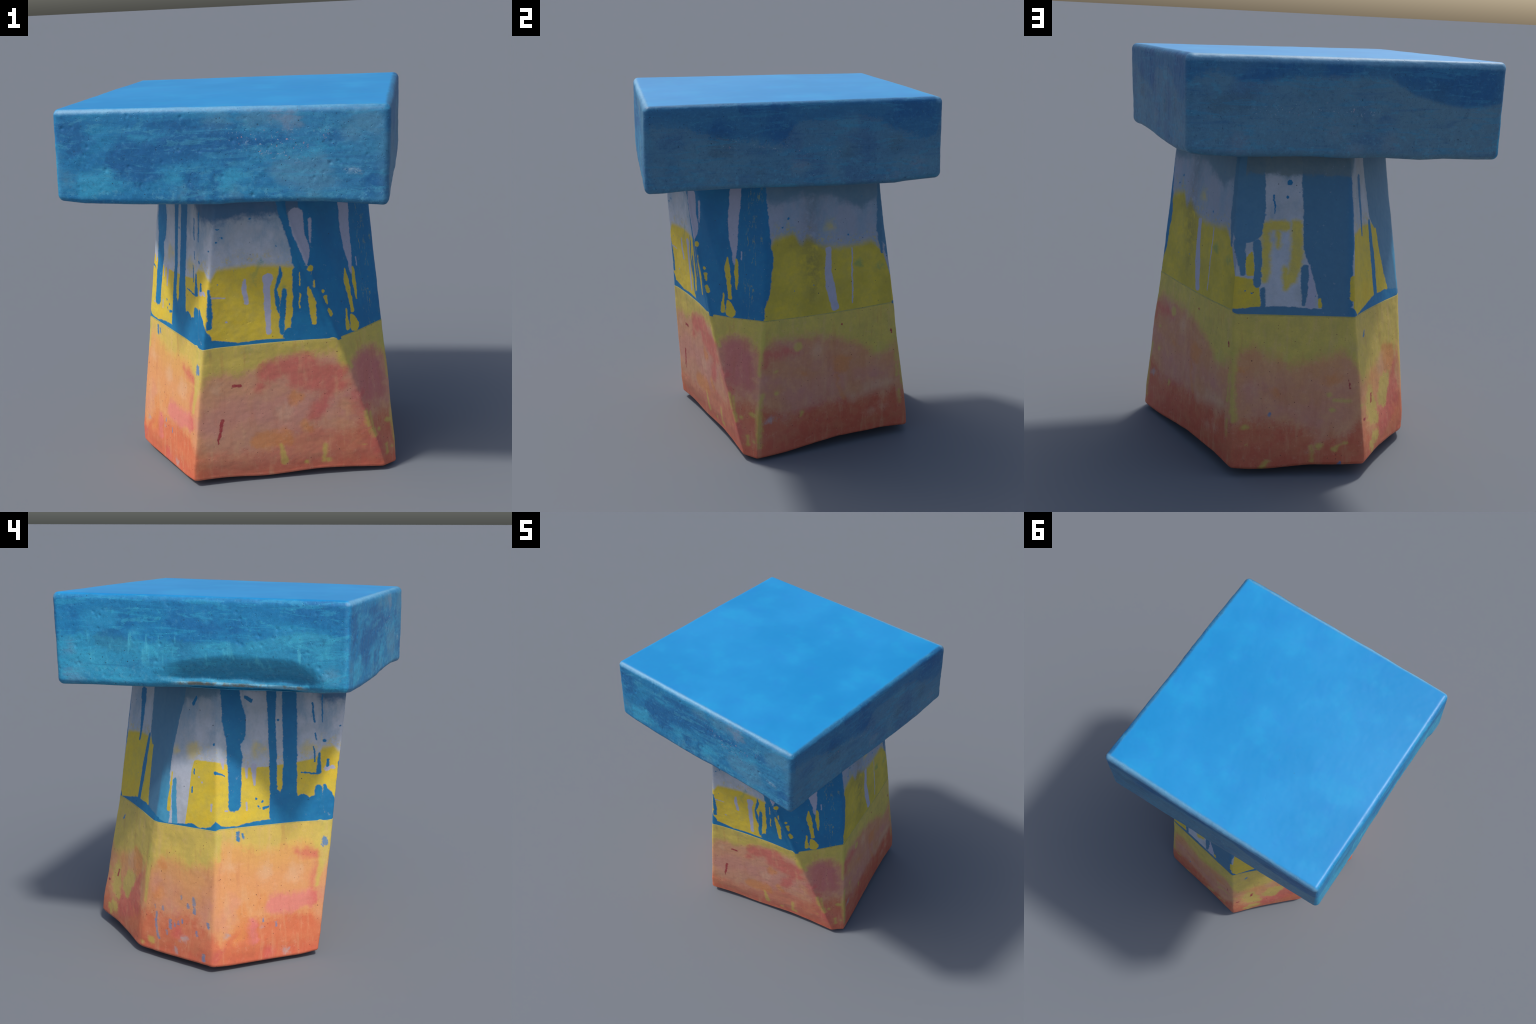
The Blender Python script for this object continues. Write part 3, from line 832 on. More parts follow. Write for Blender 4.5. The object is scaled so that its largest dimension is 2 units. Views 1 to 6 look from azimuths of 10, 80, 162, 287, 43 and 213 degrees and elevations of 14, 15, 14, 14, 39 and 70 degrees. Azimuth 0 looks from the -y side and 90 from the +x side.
class Paint:
    def __init__(self, name, roughness=.55):
        self.mat = bpy.data.materials.new(name)
        self.mat.use_nodes = True
        self.nt = self.mat.node_tree
        self.nt.nodes.clear()
        self.out = self.nt.nodes.new("ShaderNodeOutputMaterial")
        self.bsdf = self.nt.nodes.new("ShaderNodeBsdfPrincipled")
        self.bsdf.inputs["Roughness"].default_value = roughness
        self.nt.links.new(self.bsdf.outputs[0], self.out.inputs[0])
        self.obj = self.nt.nodes.new("ShaderNodeTexCoord").outputs["Object"]
        sep = self.nt.nodes.new("ShaderNodeSeparateXYZ")
        self.nt.links.new(self.obj, sep.inputs[0])
        self.x, self.y, self.z = sep.outputs

    def put(self, socket, v):
        if isinstance(v, bpy.types.NodeSocket):
            self.nt.links.new(v, socket)
        elif v is not None:
            socket.default_value = v

    def m(self, op, a, b=None, c=None, clamp=False):
        n = self.nt.nodes.new("ShaderNodeMath")
        n.operation, n.use_clamp = op, clamp
        for s, v in zip(n.inputs, (a, b, c)):
            self.put(s, v)
        return n.outputs[0]

    def v(self, op, a, b=None, c=None, out=0):
        n = self.nt.nodes.new("ShaderNodeVectorMath")
        n.operation = op
        for s, v in zip(n.inputs, (a, b, c)):
            self.put(s, v)
        return n.outputs[out]

    def vec(self, x, y, z=0.0):
        n = self.nt.nodes.new("ShaderNodeCombineXYZ")
        for s, v in zip(n.inputs, (x, y, z)):
            self.put(s, v)
        return n.outputs[0]

    def noise(self, vec, scale, detail=3.0, rough=.55, distort=0.0, colour=False):
        n = self.nt.nodes.new("ShaderNodeTexNoise")
        self.put(n.inputs["Vector"], vec)
        n.inputs["Scale"].default_value = scale
        n.inputs["Detail"].default_value = detail
        n.inputs["Roughness"].default_value = rough
        n.inputs["Distortion"].default_value = distort
        return n.outputs["Color" if colour else 0]

    def stretched(self, kx, ky, kz, off=0.0):
        return self.v("MULTIPLY_ADD", self.obj, (kx, ky, kz), (off, off * .7, off * 1.3))

    def cells(self, vec, scale, feature="F1"):
        n = self.nt.nodes.new("ShaderNodeTexVoronoi")
        n.feature = feature
        self.put(n.inputs["Vector"], vec)
        n.inputs["Scale"].default_value = scale
        return n.outputs["Distance"], n.outputs["Color"]

    def step(self, x, lo, hi):
        n = self.nt.nodes.new("ShaderNodeMapRange")
        n.interpolation_type = "SMOOTHSTEP"
        for s, v in zip(n.inputs, (x, lo, hi, 0.0, 1.0)):
            self.put(s, v)
        return n.outputs[0]

    def mix(self, f, a, b):
        n = self.nt.nodes.new("ShaderNodeMix")
        n.data_type = "RGBA"
        self.put(n.inputs[0], f)
        self.put(n.inputs[6], srgb(a) if isinstance(a, str) else a)
        self.put(n.inputs[7], srgb(b) if isinstance(b, str) else b)
        return n.outputs[2]

    def grain(self, col, amount=.22):
        """fine dark-and-light speckle of paint over cast concrete"""
        g = self.m("ADD", self.m("MULTIPLY", self.noise(self.obj, 210, 3, .7), .55), self.m("MULTIPLY", self.noise(self.obj, 62, 4, .7), .45))
        k = self.m("MULTIPLY_ADD", self.m("SUBTRACT", g, .5), amount * 4, 1.0)
        n = self.nt.nodes.new("ShaderNodeMix")
        n.data_type, n.blend_type = "RGBA", "MULTIPLY"
        n.inputs[0].default_value = 1.0
        self.put(n.inputs[6], col)
        self.put(n.inputs[7], self.vec(k, k, k))
        return n.outputs[2]

    def curve(self, x, stops, x0, x1, top=2.0):
        """height profile along the unrolled coordinate, as one or two ramps"""
        if len(stops) > 30:
            h = len(stops) // 2
            a = self.curve(x, stops[:h + 1], x0, x1, top)
            b = self.curve(x, stops[h:], x0, x1, top)
            n = self.nt.nodes.new("ShaderNodeMix")
            self.put(n.inputs[0], self.m("GREATER_THAN", x, stops[h][0]))
            self.put(n.inputs[2], a)
            self.put(n.inputs[3], b)
            return n.outputs[0]
        n = self.nt.nodes.new("ShaderNodeValToRGB")
        r = n.color_ramp
        r.interpolation = "LINEAR"
        while len(r.elements) < len(stops):
            r.elements.new(.5)
        for el, (s, z) in zip(r.elements, stops):
            el.position = (s - x0) / (x1 - x0)
        for el, (s, z) in zip(r.elements, stops):
            g = z / top
            el.color = (g, g, g, 1)
        self.put(n.inputs[0], self.m("DIVIDE", self.m("SUBTRACT", x, x0), x1 - x0))
        return self.m("MULTIPLY", n.outputs[0], top)

    def strokes(self, P, chains, kx=1.0):
        """signed distance to a set of tapered strokes in the plane (x, height)"""
        best = None
        for chain in chains:
            segs = list(zip(chain, chain[1:])) or [(chain[0], chain[0])]
            for (ax, az, ar), (bx, bz, br) in segs:
                A, B = (ax * kx, az), (bx * kx, bz)
                L = max((B[0] - A[0]) ** 2 + (B[1] - A[1]) ** 2, 1e-9)
                n = self.nt.nodes.new("ShaderNodeGroup")
                n.node_tree = stroke_group()
                for s, v in zip(n.inputs, (P, 9.0 if best is None else best, (*A, 0), ((B[0] - A[0]) / L, (B[1] - A[1]) / L, 0),
                                           (A[0] - B[0], A[1] - B[1], 0), ar, br - ar)):
                    self.put(s, v)
                best = n.outputs[0]
        return best

    def cover(self, d, soft, ragged=None, amount=0.0):
        """paint coverage from a signed distance, with a ragged edge"""
        if ragged is not None:
            d = self.m("MULTIPLY_ADD", self.m("SUBTRACT", ragged, .5), amount, d)
        return self.m("SUBTRACT", 1.0, self.step(d, -soft, soft))

    def finish(self, colour, height, strength, distance=.004, rough=None):
        self.put(self.bsdf.inputs["Base Color"], colour)
        b = self.nt.nodes.new("ShaderNodeBump")
        b.inputs["Strength"].default_value = strength
        b.inputs["Distance"].default_value = distance
        self.put(b.inputs["Height"], height)
        self.nt.links.new(b.outputs[0], self.bsdf.inputs["Normal"])
        if rough is not None:
            self.put(self.bsdf.inputs["Roughness"], rough)
        return self.mat


def mul(p, a, b):
    return p.m("MULTIPLY", a, b)


def pedestal_coords(p):
    a = p.m("ARCTAN2", p.m("SUBTRACT", p.y, AXIS[1]), p.m("SUBTRACT", p.x, AXIS[0]))
    s = p.m("DIVIDE", p.m("FLOORED_MODULO", p.m("SUBTRACT", p.m("MULTIPLY", a, 180 / math.pi), WRAP), 360.0), 100.0)
    P = p.vec(s, p.z, 0.0)
    wob = p.v("SUBTRACT", p.noise(p.obj, 26, 3, .6, colour=True), (.5, .5, .5))
    wob2 = p.v("SUBTRACT", p.noise(p.obj, 110, 2, .5, colour=True), (.5, .5, .5))
    P = p.v("MULTIPLY_ADD", wob, (.018, .018, 0), P)
    P = p.v("MULTIPLY_ADD", wob2, (.007, .007, 0), P)
    return s, P


def concrete_relief(p):
    grain = p.noise(p.obj, 160, 4, .65)
    lumps = p.noise(p.obj, 38, 3, .6)
    dist, _ = p.cells(p.v("ADD", p.obj, (0, 0, .3)), 46)
    holes = p.m("SUBTRACT", 1.0, p.step(p.m("ADD", dist, p.m("MULTIPLY", p.noise(p.obj, 14, 2), .5)), .25, .40))
    return p.m("SUBTRACT", p.m("ADD", mul(p, grain, .35), mul(p, lumps, .3)), mul(p, holes, .8))


def specks(p, scale, size, chance, off=0.0):
    """sparse little dots: cells whose random value is below chance"""
    d, c = p.cells(p.v("ADD", p.obj, (off, off, off)), scale)
    sp = p.nt.nodes.new("ShaderNodeSeparateColor")
    p.put(sp.inputs[0], c)
    pick = p.m("LESS_THAN", sp.outputs[0], chance)
    r = mul(p, sp.outputs[1], size)
    return mul(p, pick, p.m("LESS_THAN", d, r))


# ------------------------------------------------------------------ materials
BLUE = "0a73a6"
YELLOW, OLIVE = "d9bd36", "b3a544"
LAVENDER, GREYWHITE = "b9bdc8", "a9aeb6"


def shaft_material():
    p = Paint("dripped_paint", .6)
    s, P = pedestal_coords(p)
    n_big = p.noise(p.obj, 6, 4, .6)
    n_mid = p.noise(p.obj, 22, 4, .65)
    n_fine = p.noise(p.obj, 90, 3, .7)
    n_drip = p.noise(p.stretched(30, 30, 4), 1.0, 4, .6)
    S = p.v("MULTIPLY_ADD", p.v("SUBTRACT", p.noise(p.obj, 11, 5, .65, colour=True), (.5, .5, .5)), (.16, .12, 0), P)
    ground = p.mix(p.step(n_big, .35, .65), LAVENDER, GREYWHITE)
    ground = p.mix(mul(p, p.step(n_mid, .5, .75), .35), ground, "93a4b4")
    duller_face = p.step(s, 2.88, 2.95)
    ground = p.mix(mul(p, duller_face, .7), ground, p.mix(n_mid, "969db8", "8b92a2"))
    haze = mul(p, p.step(p.noise(p.stretched(7, 7, 3.5, 5.0), 1.0, 5, .68), .42, .64), p.step(p.z, 1.0, 1.35))
    ground = p.mix(mul(p, haze, .75), ground, "7f9bb2")
    # yellow field with a soft, brushed upper edge
    zy = p.curve(s, YELLOW_TOP, 0, 3.6)
    edge = p.m("SUBTRACT", p.z, zy)
    soft = p.curve(s, YELLOW_SOFT, 0, 3.6, .1)
    edge = p.m("ADD", edge, mul(p, p.m("SUBTRACT", n_mid, .5), p.m("MULTIPLY", soft, 1.6)))
    edge = p.m("ADD", edge, p.m("MULTIPLY", p.m("SUBTRACT", n_fine, .5), .012))
    yellow = p.mix(p.step(n_mid, .3, .72), YELLOW, "cbb347")
    yellow = p.mix(mul(p, p.step(n_big, .45, .7), .6), yellow, "dcb62a")
    yellow = p.mix(mul(p, p.step(p.noise(p.obj, 35, 5, .75), .50, .85), .40), yellow, "ab9c40")
    yellow = p.mix(mul(p, mul(p, duller_face, p.step(n_big, .30, .70)), .6), yellow, "a59a3c")
    m_y = p.m("SUBTRACT", 1.0, p.step(edge, p.m("MULTIPLY", soft, -1.0), soft))
    smear = mul(p, p.m("SUBTRACT", 1.0, p.step(p.m("SUBTRACT", p.z, zy), .02, .11)), p.step(p.m("ADD", mul(p, n_fine, .5), mul(p, n_mid, .5)), .50, .62))
    smear = mul(p, smear, p.step(p.z, 1.02, 1.06))
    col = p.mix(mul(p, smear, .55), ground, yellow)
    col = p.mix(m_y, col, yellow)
    col = p.mix(mul(p, p.cover(p.strokes(P, ARCH), .014, n_mid, .035), .9), col, yellow)
    col = p.mix(mul(p, p.cover(p.strokes(S, YELLOW_TINT), .03, n_mid, .07), .55), col, yellow)
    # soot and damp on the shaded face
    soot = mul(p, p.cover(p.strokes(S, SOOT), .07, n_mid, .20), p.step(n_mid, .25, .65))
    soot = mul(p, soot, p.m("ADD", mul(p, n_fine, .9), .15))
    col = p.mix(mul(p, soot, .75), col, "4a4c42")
    col = p.mix(mul(p, p.cover(p.strokes(S, GREEN), .02, n_mid, .05), .5), col, "3f8a66")
    # blue that ran down from the slab: haze at the very top, then the drips
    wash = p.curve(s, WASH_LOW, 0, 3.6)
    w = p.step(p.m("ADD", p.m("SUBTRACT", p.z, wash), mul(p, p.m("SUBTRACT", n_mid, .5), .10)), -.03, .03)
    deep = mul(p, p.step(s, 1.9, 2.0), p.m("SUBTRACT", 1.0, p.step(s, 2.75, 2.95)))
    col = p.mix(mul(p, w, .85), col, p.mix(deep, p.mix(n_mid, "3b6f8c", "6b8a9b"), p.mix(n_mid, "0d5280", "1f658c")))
    blue = p.mix(p.step(n_mid, .35, .7), BLUE, "1279a8")
    blue = p.mix(mul(p, p.step(n_big, .4, .65), .5), blue, "0a679a")
    blue = p.mix(mul(p, p.step(n_fine, .62, .8), .25), blue, "4d8bb0")
    blue = p.mix(p.m("ADD", p.m("SUBTRACT", .75, p.m("MULTIPLY", p.step(s, .45, .52), .75)), p.m("MULTIPLY", p.step(s, 3.45, 3.5), .75)), blue, p.mix(n_mid, "4a738f", "567f98"))
    # the run between the back and left faces is paler
    band = p.curve(s, BAND_TOP, 0, 3.6)
    d = p.m("ADD", p.m("SUBTRACT", p.z, band), p.m("MULTIPLY", p.m("SUBTRACT", n_mid, .5), .022))
    m_band = p.m("SUBTRACT", 1.0, p.step(d, -.003, .003))
    m_b = p.m("MAXIMUM", p.cover(p.strokes(P, BLUE_RUNS), .0035, n_fine, .009), m_band)
    pale = p.cover(p.strokes(P, PALE_RUNS), .0025)
    col = p.mix(pale, col, p.mix(mul(p, mul(p, p.step(s, 1.0, 1.03), p.m("LESS_THAN", s, 2.0)), p.m("SUBTRACT", 1.0, p.step(p.z, .92, 1.12))), p.mix(n_mid, "41769b", "5887a3"), p.mix(n_mid, "2f8cb8", "58a3c2")))  # lower part beyond the arris lightened to cyan for the sunlight on it
    col = p.mix(m_b, col, blue)
    # crackle in the blue of the narrow face
    hair = p.m("ABSOLUTE", p.m("SUBTRACT", p.noise(p.stretched(34, 34, 7, 2.0), 1.0, 3, .6), .5))
    in_face = mul(p, p.step(s, 2.79, 2.83), p.m("SUBTRACT", 1.0, p.step(s, 2.89, 2.92)))
    hair = mul(p, mul(p, p.m("LESS_THAN", hair, .012), in_face), p.step(n_mid, .45, .6))
    col = p.mix(mul(p, hair, .7), col, "8f9a6a")
    col = p.mix(p.cover(p.strokes(P, YELLOW_ISLANDS), .0022), col, yellow)
    col = p.mix(p.cover(p.strokes(P, WHITE_RUNS), .003), col, p.mix(n_mid, "b2afc6", "a3a6b8"))
    col = p.mix(p.cover(p.strokes(P, BLUE_SPLASHES), .002), col, BLUE)
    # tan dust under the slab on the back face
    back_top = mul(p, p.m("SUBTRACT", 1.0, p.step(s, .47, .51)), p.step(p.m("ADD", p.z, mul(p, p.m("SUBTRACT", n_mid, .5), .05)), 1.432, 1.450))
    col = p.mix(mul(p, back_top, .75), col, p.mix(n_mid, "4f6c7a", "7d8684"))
    # worn flecks
    worn = mul(p, m_b, p.m("GREATER_THAN", p.noise(p.obj, 40, 5, .74), .655))
    col = p.mix(mul(p, worn, .50), col, "8296a8")
    col = p.mix(mul(p, specks(p, 60, .22, .05), .8), col, "2d3a48")
    col = p.mix(mul(p, specks(p, 38, .20, .06, 3.0), .7), col, "3b7da6")
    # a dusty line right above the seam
    zs = p.curve(s, SEAM_HEIGHT, 0, 3.6)
    return p.finish(p.grain(col, .10), concrete_relief(p), .22)


def base_material():
    p = Paint("sunset_paint", .6)
    s, P = pedestal_coords(p)
    n_big = p.noise(p.obj, 4.5, 4, .6)
    n_mid = p.noise(p.obj, 14, 5, .65)
    n_fine = p.noise(p.obj, 70, 4, .7)
    n_run = p.noise(p.stretched(24, 24, 3.5, 1.0), 1.0, 4, .6)
    jag = p.m("ADD", mul(p, n_mid, .6), mul(p, n_fine, .4))
    S = p.v("MULTIPLY_ADD", p.v("SUBTRACT", p.noise(p.obj, 7, 5, .65, colour=True), (.5, .5, .5)), (.16, .13, 0), P)
    mid = p.mix(p.step(n_big, .38, .62), "cc8a66", "c98876")
    mid = p.mix(mul(p, p.step(n_mid, .45, .7), .6), mid, "d89d76")
    mid = p.mix(mul(p, p.curve(s, AMBER, 0, 3.6, 1.0), .88), mid, p.mix(n_mid, "e0a05a", "db9562"))
    front = mul(p, p.step(s, 1.95, 2.02), p.m("SUBTRACT", 1.0, p.step(s, 2.6, 2.72)))
    mid = p.mix(mul(p, front, .65), mid, p.mix(n_mid, "d39a84", "d09674"))
    yellow = p.mix(p.step(n_mid, .3, .7), "d4bb57", "c2ad56")
    yellow = p.mix(mul(p, p.curve(s, AMBER, 0, 3.6, 1.0), .45), yellow, "d9b45a")
    z1 = p.curve(s, SUN_LOW, 0, 3.6)
    e = p.m("ADD", p.m("SUBTRACT", p.z, z1), mul(p, p.m("SUBTRACT", jag, .5), .16))
    amber = p.step(e, -.19, .0)
    col = p.mix(mul(p, amber, p.curve(s, AMBER, 0, 3.6, 1.0)), mid, "dba35a")
    col = p.mix(p.step(e, -.045, .04), col, yellow)
    zr = p.curve(s, RED_TOP, 0, 3.6)
    e2 = p.m("ADD", p.m("SUBTRACT", p.z, zr), mul(p, p.m("SUBTRACT", jag, .5), .22))
    ember = p.mix(p.step(n_mid, .35, .65), "c6563e", "c96b4b")
    ember = p.mix(mul(p, p.curve(s, AMBER, 0, 3.6, 1.0), .5), ember, "dd7a4e")
    deep = p.m("SUBTRACT", 1.0, p.step(e2, -.05, .05))
    col = p.mix(mul(p, deep, p.curve(s, RED_FORCE, 0, 3.6, 1.0)), col, ember)
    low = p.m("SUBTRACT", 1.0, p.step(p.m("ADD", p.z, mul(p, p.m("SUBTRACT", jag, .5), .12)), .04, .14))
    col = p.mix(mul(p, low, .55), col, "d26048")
    for chains, soft, rag, amount, tint in (
            (MAUVE, .045, .09, .70, "c4686c"), (PINK, .035, .12, .36, "cc8681"), (ROSE, .022, .08, .75, "db7b78"), (RED, .030, .08, .70, "cf5f58"),
            (ORANGE, .022, .05, .70, "d98a4d"), (PALE, .030, .14, .38, "dcb492")):
        col = p.mix(mul(p, p.cover(p.strokes(S, chains), soft, jag, rag), amount), col, tint)
    col = p.mix(mul(p, p.cover(p.strokes(S, YELLOW_PATCHES), .012, n_fine, .08), .75), col, "c8b659")
    col = p.mix(mul(p, p.cover(p.strokes(P, YELLOW_RUNS), .010, jag, .045), .68), col, p.mix(n_mid, "cfbd58", "c0b055"))
    col = p.mix(mul(p, p.cover(p.strokes(S, GREY_SCUFFS), .016, jag, .09), .6), col, "a9a6a8")
    col = p.mix(mul(p, p.cover(p.strokes(P, BLUE_FLECKS), .004, n_fine, .022), p.m("MULTIPLY_ADD", p.step(p.z, .55, .6), .22, .75)), col, p.mix(p.m("MAXIMUM", p.step(n_mid, .35, .62), p.step(p.z, .55, .6)), "7f8896", "2a7cad"))
    col = p.mix(p.cover(p.strokes(P, SCARS), .0025, n_fine, .008), col, "a83c40")
    # bluish smear just under the seam on two faces and brushed streaks
    zs = p.curve(s, SEAM_HEIGHT, 0, 3.6)
    under = p.m("SUBTRACT", zs, p.z)
    near = p.m("SUBTRACT", 1.0, p.step(under, .0, .07))
    smear = mul(p, mul(p, near, p.step(n_mid, .55, .72)), p.curve(s, SMEAR, 0, 3.6, 1.0))
    col = p.mix(mul(p, smear, .6), col, "6f9a78")
    col = p.mix(mul(p, p.step(n_run, .52, .72), .25), col, "dcb082")
    col = p.mix(mul(p, p.m("SUBTRACT", 1.0, p.step(n_run, .30, .46)), .22), col, "b9664a")
    col = p.mix(mul(p, p.step(p.noise(p.obj, 30, 6, .75), .54, .70), .22), col, "e2b091")
    col = p.mix(mul(p, p.step(n_fine, .6, .8), .12), col, "efc9a8")
    lip = p.m("SUBTRACT", 1.0, p.step(p.m("ADD", under, mul(p, p.m("SUBTRACT", n_fine, .5), .012)), .002, .009))  # ledge tinted darker olive to mute the sun catching it
    col = p.mix(mul(p, lip, .65), col, p.mix(p.step(n_mid, .4, .6), "7f8a52", "a59a5a"))
    # pin-holes
    col = p.mix(mul(p, specks(p, 75, .22, .16), .75), col, "7d3a34")
    col = p.mix(mul(p, specks(p, 42, .15, .10, 2.0), .8), col, "6b2f30")
    return p.finish(p.grain(col, .10), concrete_relief(p), .22)


def seat_material():
    p = Paint("blue_paint", .5)
    X = p.m("DIVIDE", p.x, .765)
    Y = p.m("DIVIDE", p.m("ADD", p.y, .035), .762)
    ax, ay = p.m("ABSOLUTE", X), p.m("ABSOLUTE", Y)
    is_x = p.m("GREATER_THAN", ax, ay)
    pick = lambda c, a, b: p.m("ADD", mul(p, c, a), mul(p, p.m("SUBTRACT", 1.0, c), b))
    px = pick(p.m("GREATER_THAN", X, 0.0), p.m("ADD", Y, 2.0), p.m("SUBTRACT", -2.0, Y))
    py = pick(p.m("LESS_THAN", Y, 0.0), X, p.m("SUBTRACT", 4.0, X))
    q = pick(is_x, px, py)
    n_big = p.noise(p.obj, 3.2, 4, .6)
    n_mid = p.noise(p.obj, 13, 5, .68)
    n_fine = p.noise(p.obj, 80, 4, .7)
    layers = p.noise(p.stretched(2.2, 2.2, 15, 4.0), 1.0, 6, .66, 1.2)
    brush = p.noise(p.stretched(3.6, 3.6, 27, 9.0), 1.0, 6, .66, .9)
    scrape = p.noise(p.stretched(5, 5, 15, 2.0), 1.0, 7, .74, .5)
    mottle = p.noise(p.obj, 48, 6, .72, .3)
    runs = p.noise(p.stretched(22, 22, 5, 7.0), 1.0, 4, .6)
    jag = p.m("ADD", mul(p, n_mid, .55), mul(p, n_fine, .45))
    P = p.vec(p.m("MULTIPLY", q, .765), p.z, 0.0)
    P = p.v("MULTIPLY_ADD", p.v("SUBTRACT", p.noise(p.obj, 9, 4, .6, colour=True), (.5, .5, .5)), (.16, .09, 0), P)
    P = p.v("MULTIPLY_ADD", p.v("SUBTRACT", p.noise(p.stretched(9, 9, 40, 3.0), 1.0, 4, .65, colour=True), (.5, .5, .5)), (.10, .035, 0), P)
    col = p.mix(p.step(layers, .36, .64), "106aa0", "1f80ad")
    col = p.mix(mul(p, p.step(n_big, .42, .66), .6), col, "1873a6")
    # the back and right sides are greyer, the left one greener
    col = p.mix(p.curve(q, GREYER, -3.2, 5.2, 1.0), col, p.mix(layers, "326887", "517d96"))
    col = p.mix(p.curve(q, GREENER, -3.2, 5.2, 1.0), col, p.mix(layers, "0f76ae", "2292ba"))
    ragged = p.m("ADD", p.m("ADD", mul(p, n_mid, .35), mul(p, mottle, .35)), mul(p, brush, .30))
    for chains, soft, rag, amount, tint in (
            (SEAT_GREY, .035, .20, .48, "578aa4"), (SEAT_DEEP, .040, .18, .80, "0d5b93"), (SEAT_MAUVE, .03, .16, .50, "78859d"),
            (SEAT_DARK, .025, .12, .50, "24506b"), (SEAT_CYAN, .024, .18, .60, "35a0c4")):
        col = p.mix(mul(p, p.cover(p.strokes(P, chains, .765), soft, ragged, rag), amount), col, tint)
    # tide line: fresh blue above, washed-out grey-blue or cyan below
    tide = p.curve(q, TIDE, -3.2, 5.2)
    strength = p.curve(q, TIDE_FORCE, -3.2, 5.2, 1.0)
    t = p.m("ADD", p.m("SUBTRACT", p.z, tide), mul(p, p.m("SUBTRACT", ragged, .5), p.curve(q, TIDE_RAGGED, -3.2, 5.2, 1.0)))
    sun_side = p.m("LESS_THAN", q, -1.0)
    low_tone = p.mix(sun_side, p.mix(n_mid, "557e95", "70909f"), p.mix(n_mid, "2390b4", "3f9fbe"))
    high_tone = p.mix(sun_side, p.mix(n_mid, "0d5f96", "15699a"), p.mix(n_mid, "0f6fae", "1a7fb4"))
    col = p.mix(mul(p, p.m("SUBTRACT", 1.0, p.step(t, -.012, .012)), mul(p, strength, .62)), col, low_tone)
    col = p.mix(mul(p, p.step(t, -.012, .012), mul(p, strength, .55)), col, high_tone)
    # crusty lime bloom low on the sides, brushed streaks, thin runs on the sunny side
    bloom = mul(p, p.step(p.noise(p.obj, 34, 6, .72), .52, .66), p.m("SUBTRACT", 1.0, p.step(p.m("ADD", p.z, mul(p, n_mid, .2)), 1.66, 1.86)))
    col = p.mix(mul(p, bloom, .50), col, "5aa3c0")
    col = p.mix(mul(p, p.step(brush, .55, .60), .40), col, p.mix(sun_side, "338bb2", "2fa0c6"))
    col = p.mix(mul(p, p.step(scrape, .57, .61), .45), col, p.mix(sun_side, "3f92b3", "3cabc9"))
    col = p.mix(mul(p, p.step(p.noise(p.obj, 75, 4, .7), .68, .74), .55), col, "8fbfd0")
    col = p.mix(mul(p, p.m("SUBTRACT", 1.0, p.step(brush, .30, .45)), .35), col, "0e5a90")
    col = p.mix(mul(p, p.step(mottle, .53, .68), .24), col, "56a3c3")
    col = p.mix(mul(p, p.m("SUBTRACT", 1.0, p.step(mottle, .34, .46)), .32), col, "124f78")
    sunny = mul(p, p.step(runs, .56, .68), p.m("LESS_THAN", q, -1.0))
    sunny = mul(p, sunny, mul(p, p.step(p.z, 1.62, 1.70), p.m("SUBTRACT", 1.0, p.step(p.z, 1.78, 1.84))))
    col = p.mix(mul(p, sunny, .62), col, "4cb4cf")
    edge = p.m("SUBTRACT", 1.0, p.step(p.m("ADD", p.z, mul(p, p.m("SUBTRACT", jag, .5), .06)), 1.935, 1.965))
    col = p.mix(mul(p, mul(p, p.cover(p.strokes(P, SEAT_WHITE, .765), .016, n_fine, .06), p.step(n_fine, .40, .60)), .75), col, "a9c3d3")
    col = p.mix(mul(p, p.step(jag, .60, .74), .35), col, "5aa0bd")
    col = p.mix(mul(p, p.m("SUBTRACT", 1.0, p.step(jag, .28, .40)), .35), col, "1d5d86")
    col = p.mix(mul(p, specks(p, 60, .20, .07), .8), col, "153a54")
    col = p.mix(mul(p, p.step(p.noise(p.stretched(120, 120, 60, 6.0), 1.0, 3, .6), .66, .72), .7), col, "14405f")
    fleck_zone = p.cover(p.strokes(P, [[(.12, 1.84, .05), (.45, 1.80, .06)], [(.62, 1.83, .03)], [(3.4, 1.76, .02), (4.1, 1.76, .03)], [(1.5, 1.77, .02), (2.3, 1.72, .02)]], .765), .05)
    fleck = p.m("GREATER_THAN", p.noise(p.v("ADD", p.obj, (4, 4, 4)), 95, 2, .6), .665)
    col = p.mix(mul(p, mul(p, fleck, fleck_zone), .75), col, p.mix(p.step(n_mid, .45, .6), "9fb4c4", "b98a98"))
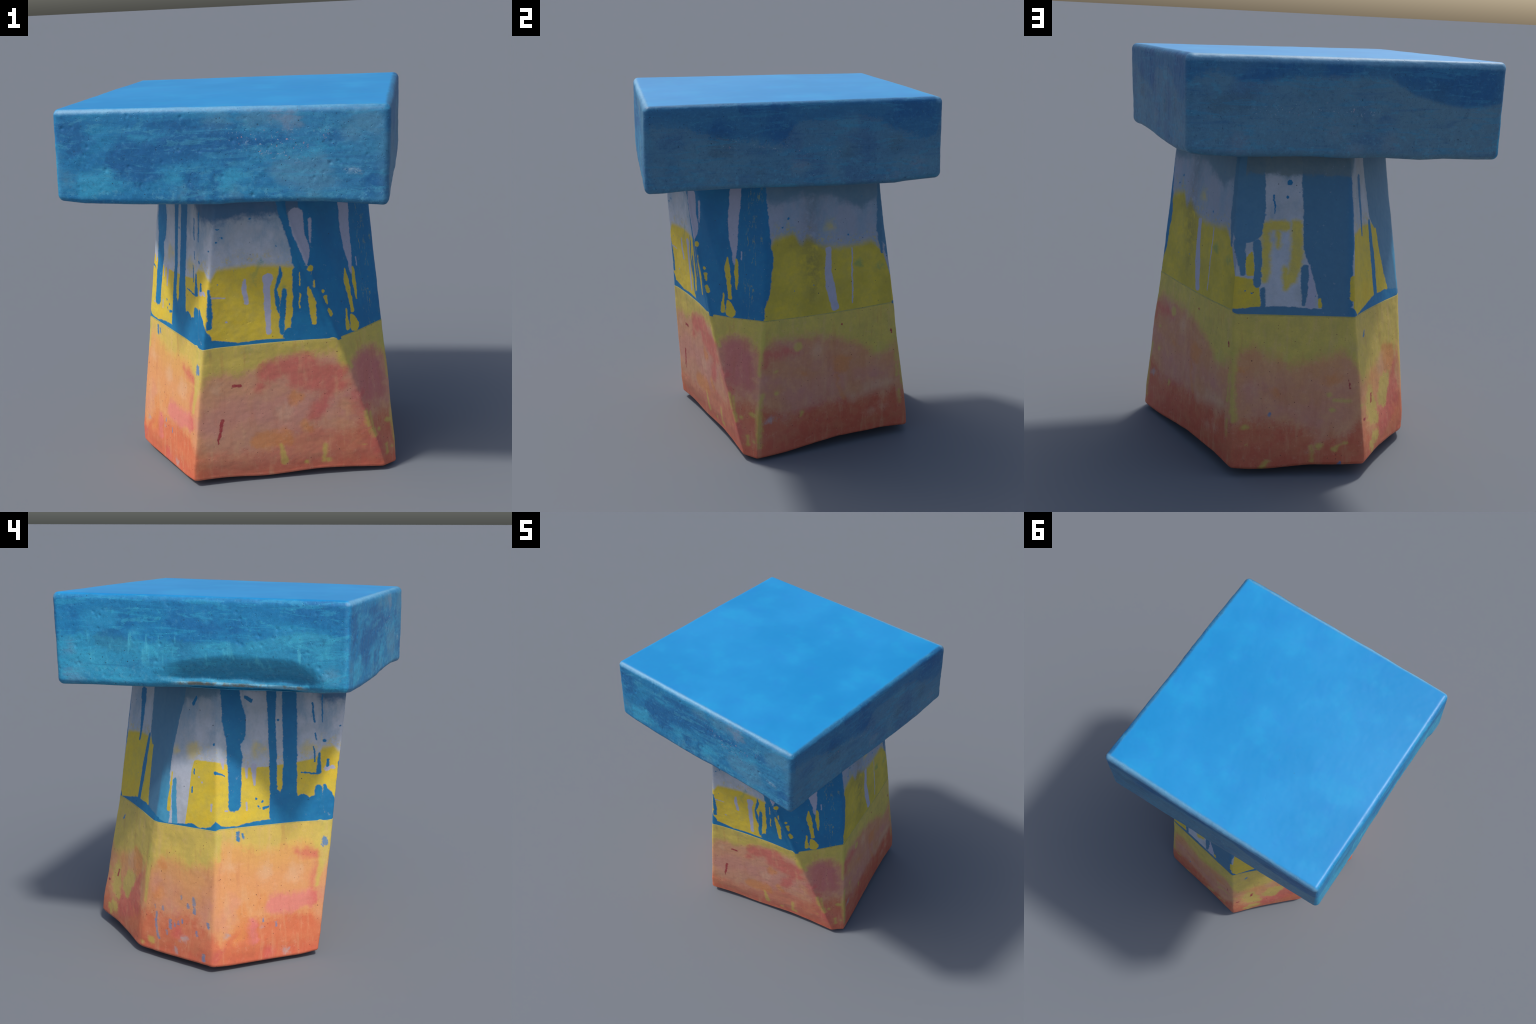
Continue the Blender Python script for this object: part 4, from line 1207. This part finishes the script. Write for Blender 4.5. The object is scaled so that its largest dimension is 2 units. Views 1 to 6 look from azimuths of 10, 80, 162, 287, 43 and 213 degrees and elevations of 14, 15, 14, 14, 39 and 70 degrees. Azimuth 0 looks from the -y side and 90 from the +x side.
    # sunlit upper face of the scoop's lip, painted on as a bright stripe
    lip = mul(p, mul(p, p.step(p.z, 1.555, 1.562), p.m("SUBTRACT", 1.0, p.step(p.z, 1.572, 1.580))), mul(p, p.step(q, -2.2, -2.1), p.m("SUBTRACT", 1.0, p.step(q, -1.35, -1.25))))
    lip = mul(p, lip, p.m("LESS_THAN", p.x, -.60))
    col = p.mix(mul(p, mul(p, lip, p.step(runs, .2, .5)), .85), col, p.mix(p.step(n_mid, .45, .6), "86cbe6", "8a8672"))
    # sun and sky glint on the upper rim, coloured in pale blue, front and back
    rim = mul(p, p.step(p.m("ADD", p.z, mul(p, p.m("SUBTRACT", jag, .5), .03)), 1.955, 1.975), p.step(ay, .955, .985))
    col = p.mix(mul(p, rim, .55), col, "7db4d2")
    # the freshly painted top
    m_top = mul(p, p.m("SUBTRACT", 1.0, p.step(p.m("ADD", p.m("MAXIMUM", ax, ay), mul(p, p.m("SUBTRACT", n_mid, .5), .03)), .960, .985)), p.step(p.z, 1.85, 1.9))
    top = p.mix(p.step(p.noise(p.obj, 2.2, 3, .5), .35, .65), "0b86c3", "198dca")
    top = p.mix(mul(p, p.step(n_mid, .52, .75), .25), top, "1b90cb")
    top = p.mix(mul(p, p.step(p.noise(p.obj, 4.5, 5, .62), .48, .72), .30), top, "14a0ce")
    top = p.mix(mul(p, p.step(p.noise(p.v("ADD", p.obj, (3, 1, 0)), 6, 5, .65), .5, .75), .30), top, "1c7cc6")
    top = p.mix(mul(p, specks(p, 16, .07, .12, 1.0), .6), top, "2a6f96")
    col = p.mix(m_top, p.grain(col, .20), p.grain(top, .03))
    relief = mul(p, concrete_relief(p), p.m("SUBTRACT", 1.0, p.m("MULTIPLY", m_top, .85)))
    rough = p.m("SUBTRACT", .55, p.m("MULTIPLY", m_top, .12))
    return p.finish(col, relief, .4, .004, rough)


# ------------------------------------------------------------------ assemble
stool = bpy.data.objects.new("concrete_stool", None)
bpy.context.scene.collection.objects.link(stool)
stool["label"] = "square blue seat slab on a tapered pedestal with dripping paint"
stool["category"] = "concrete stool"
build_seat(stool, seat_material())
build_shaft(stool, shaft_material())
build_base(stool, base_material())
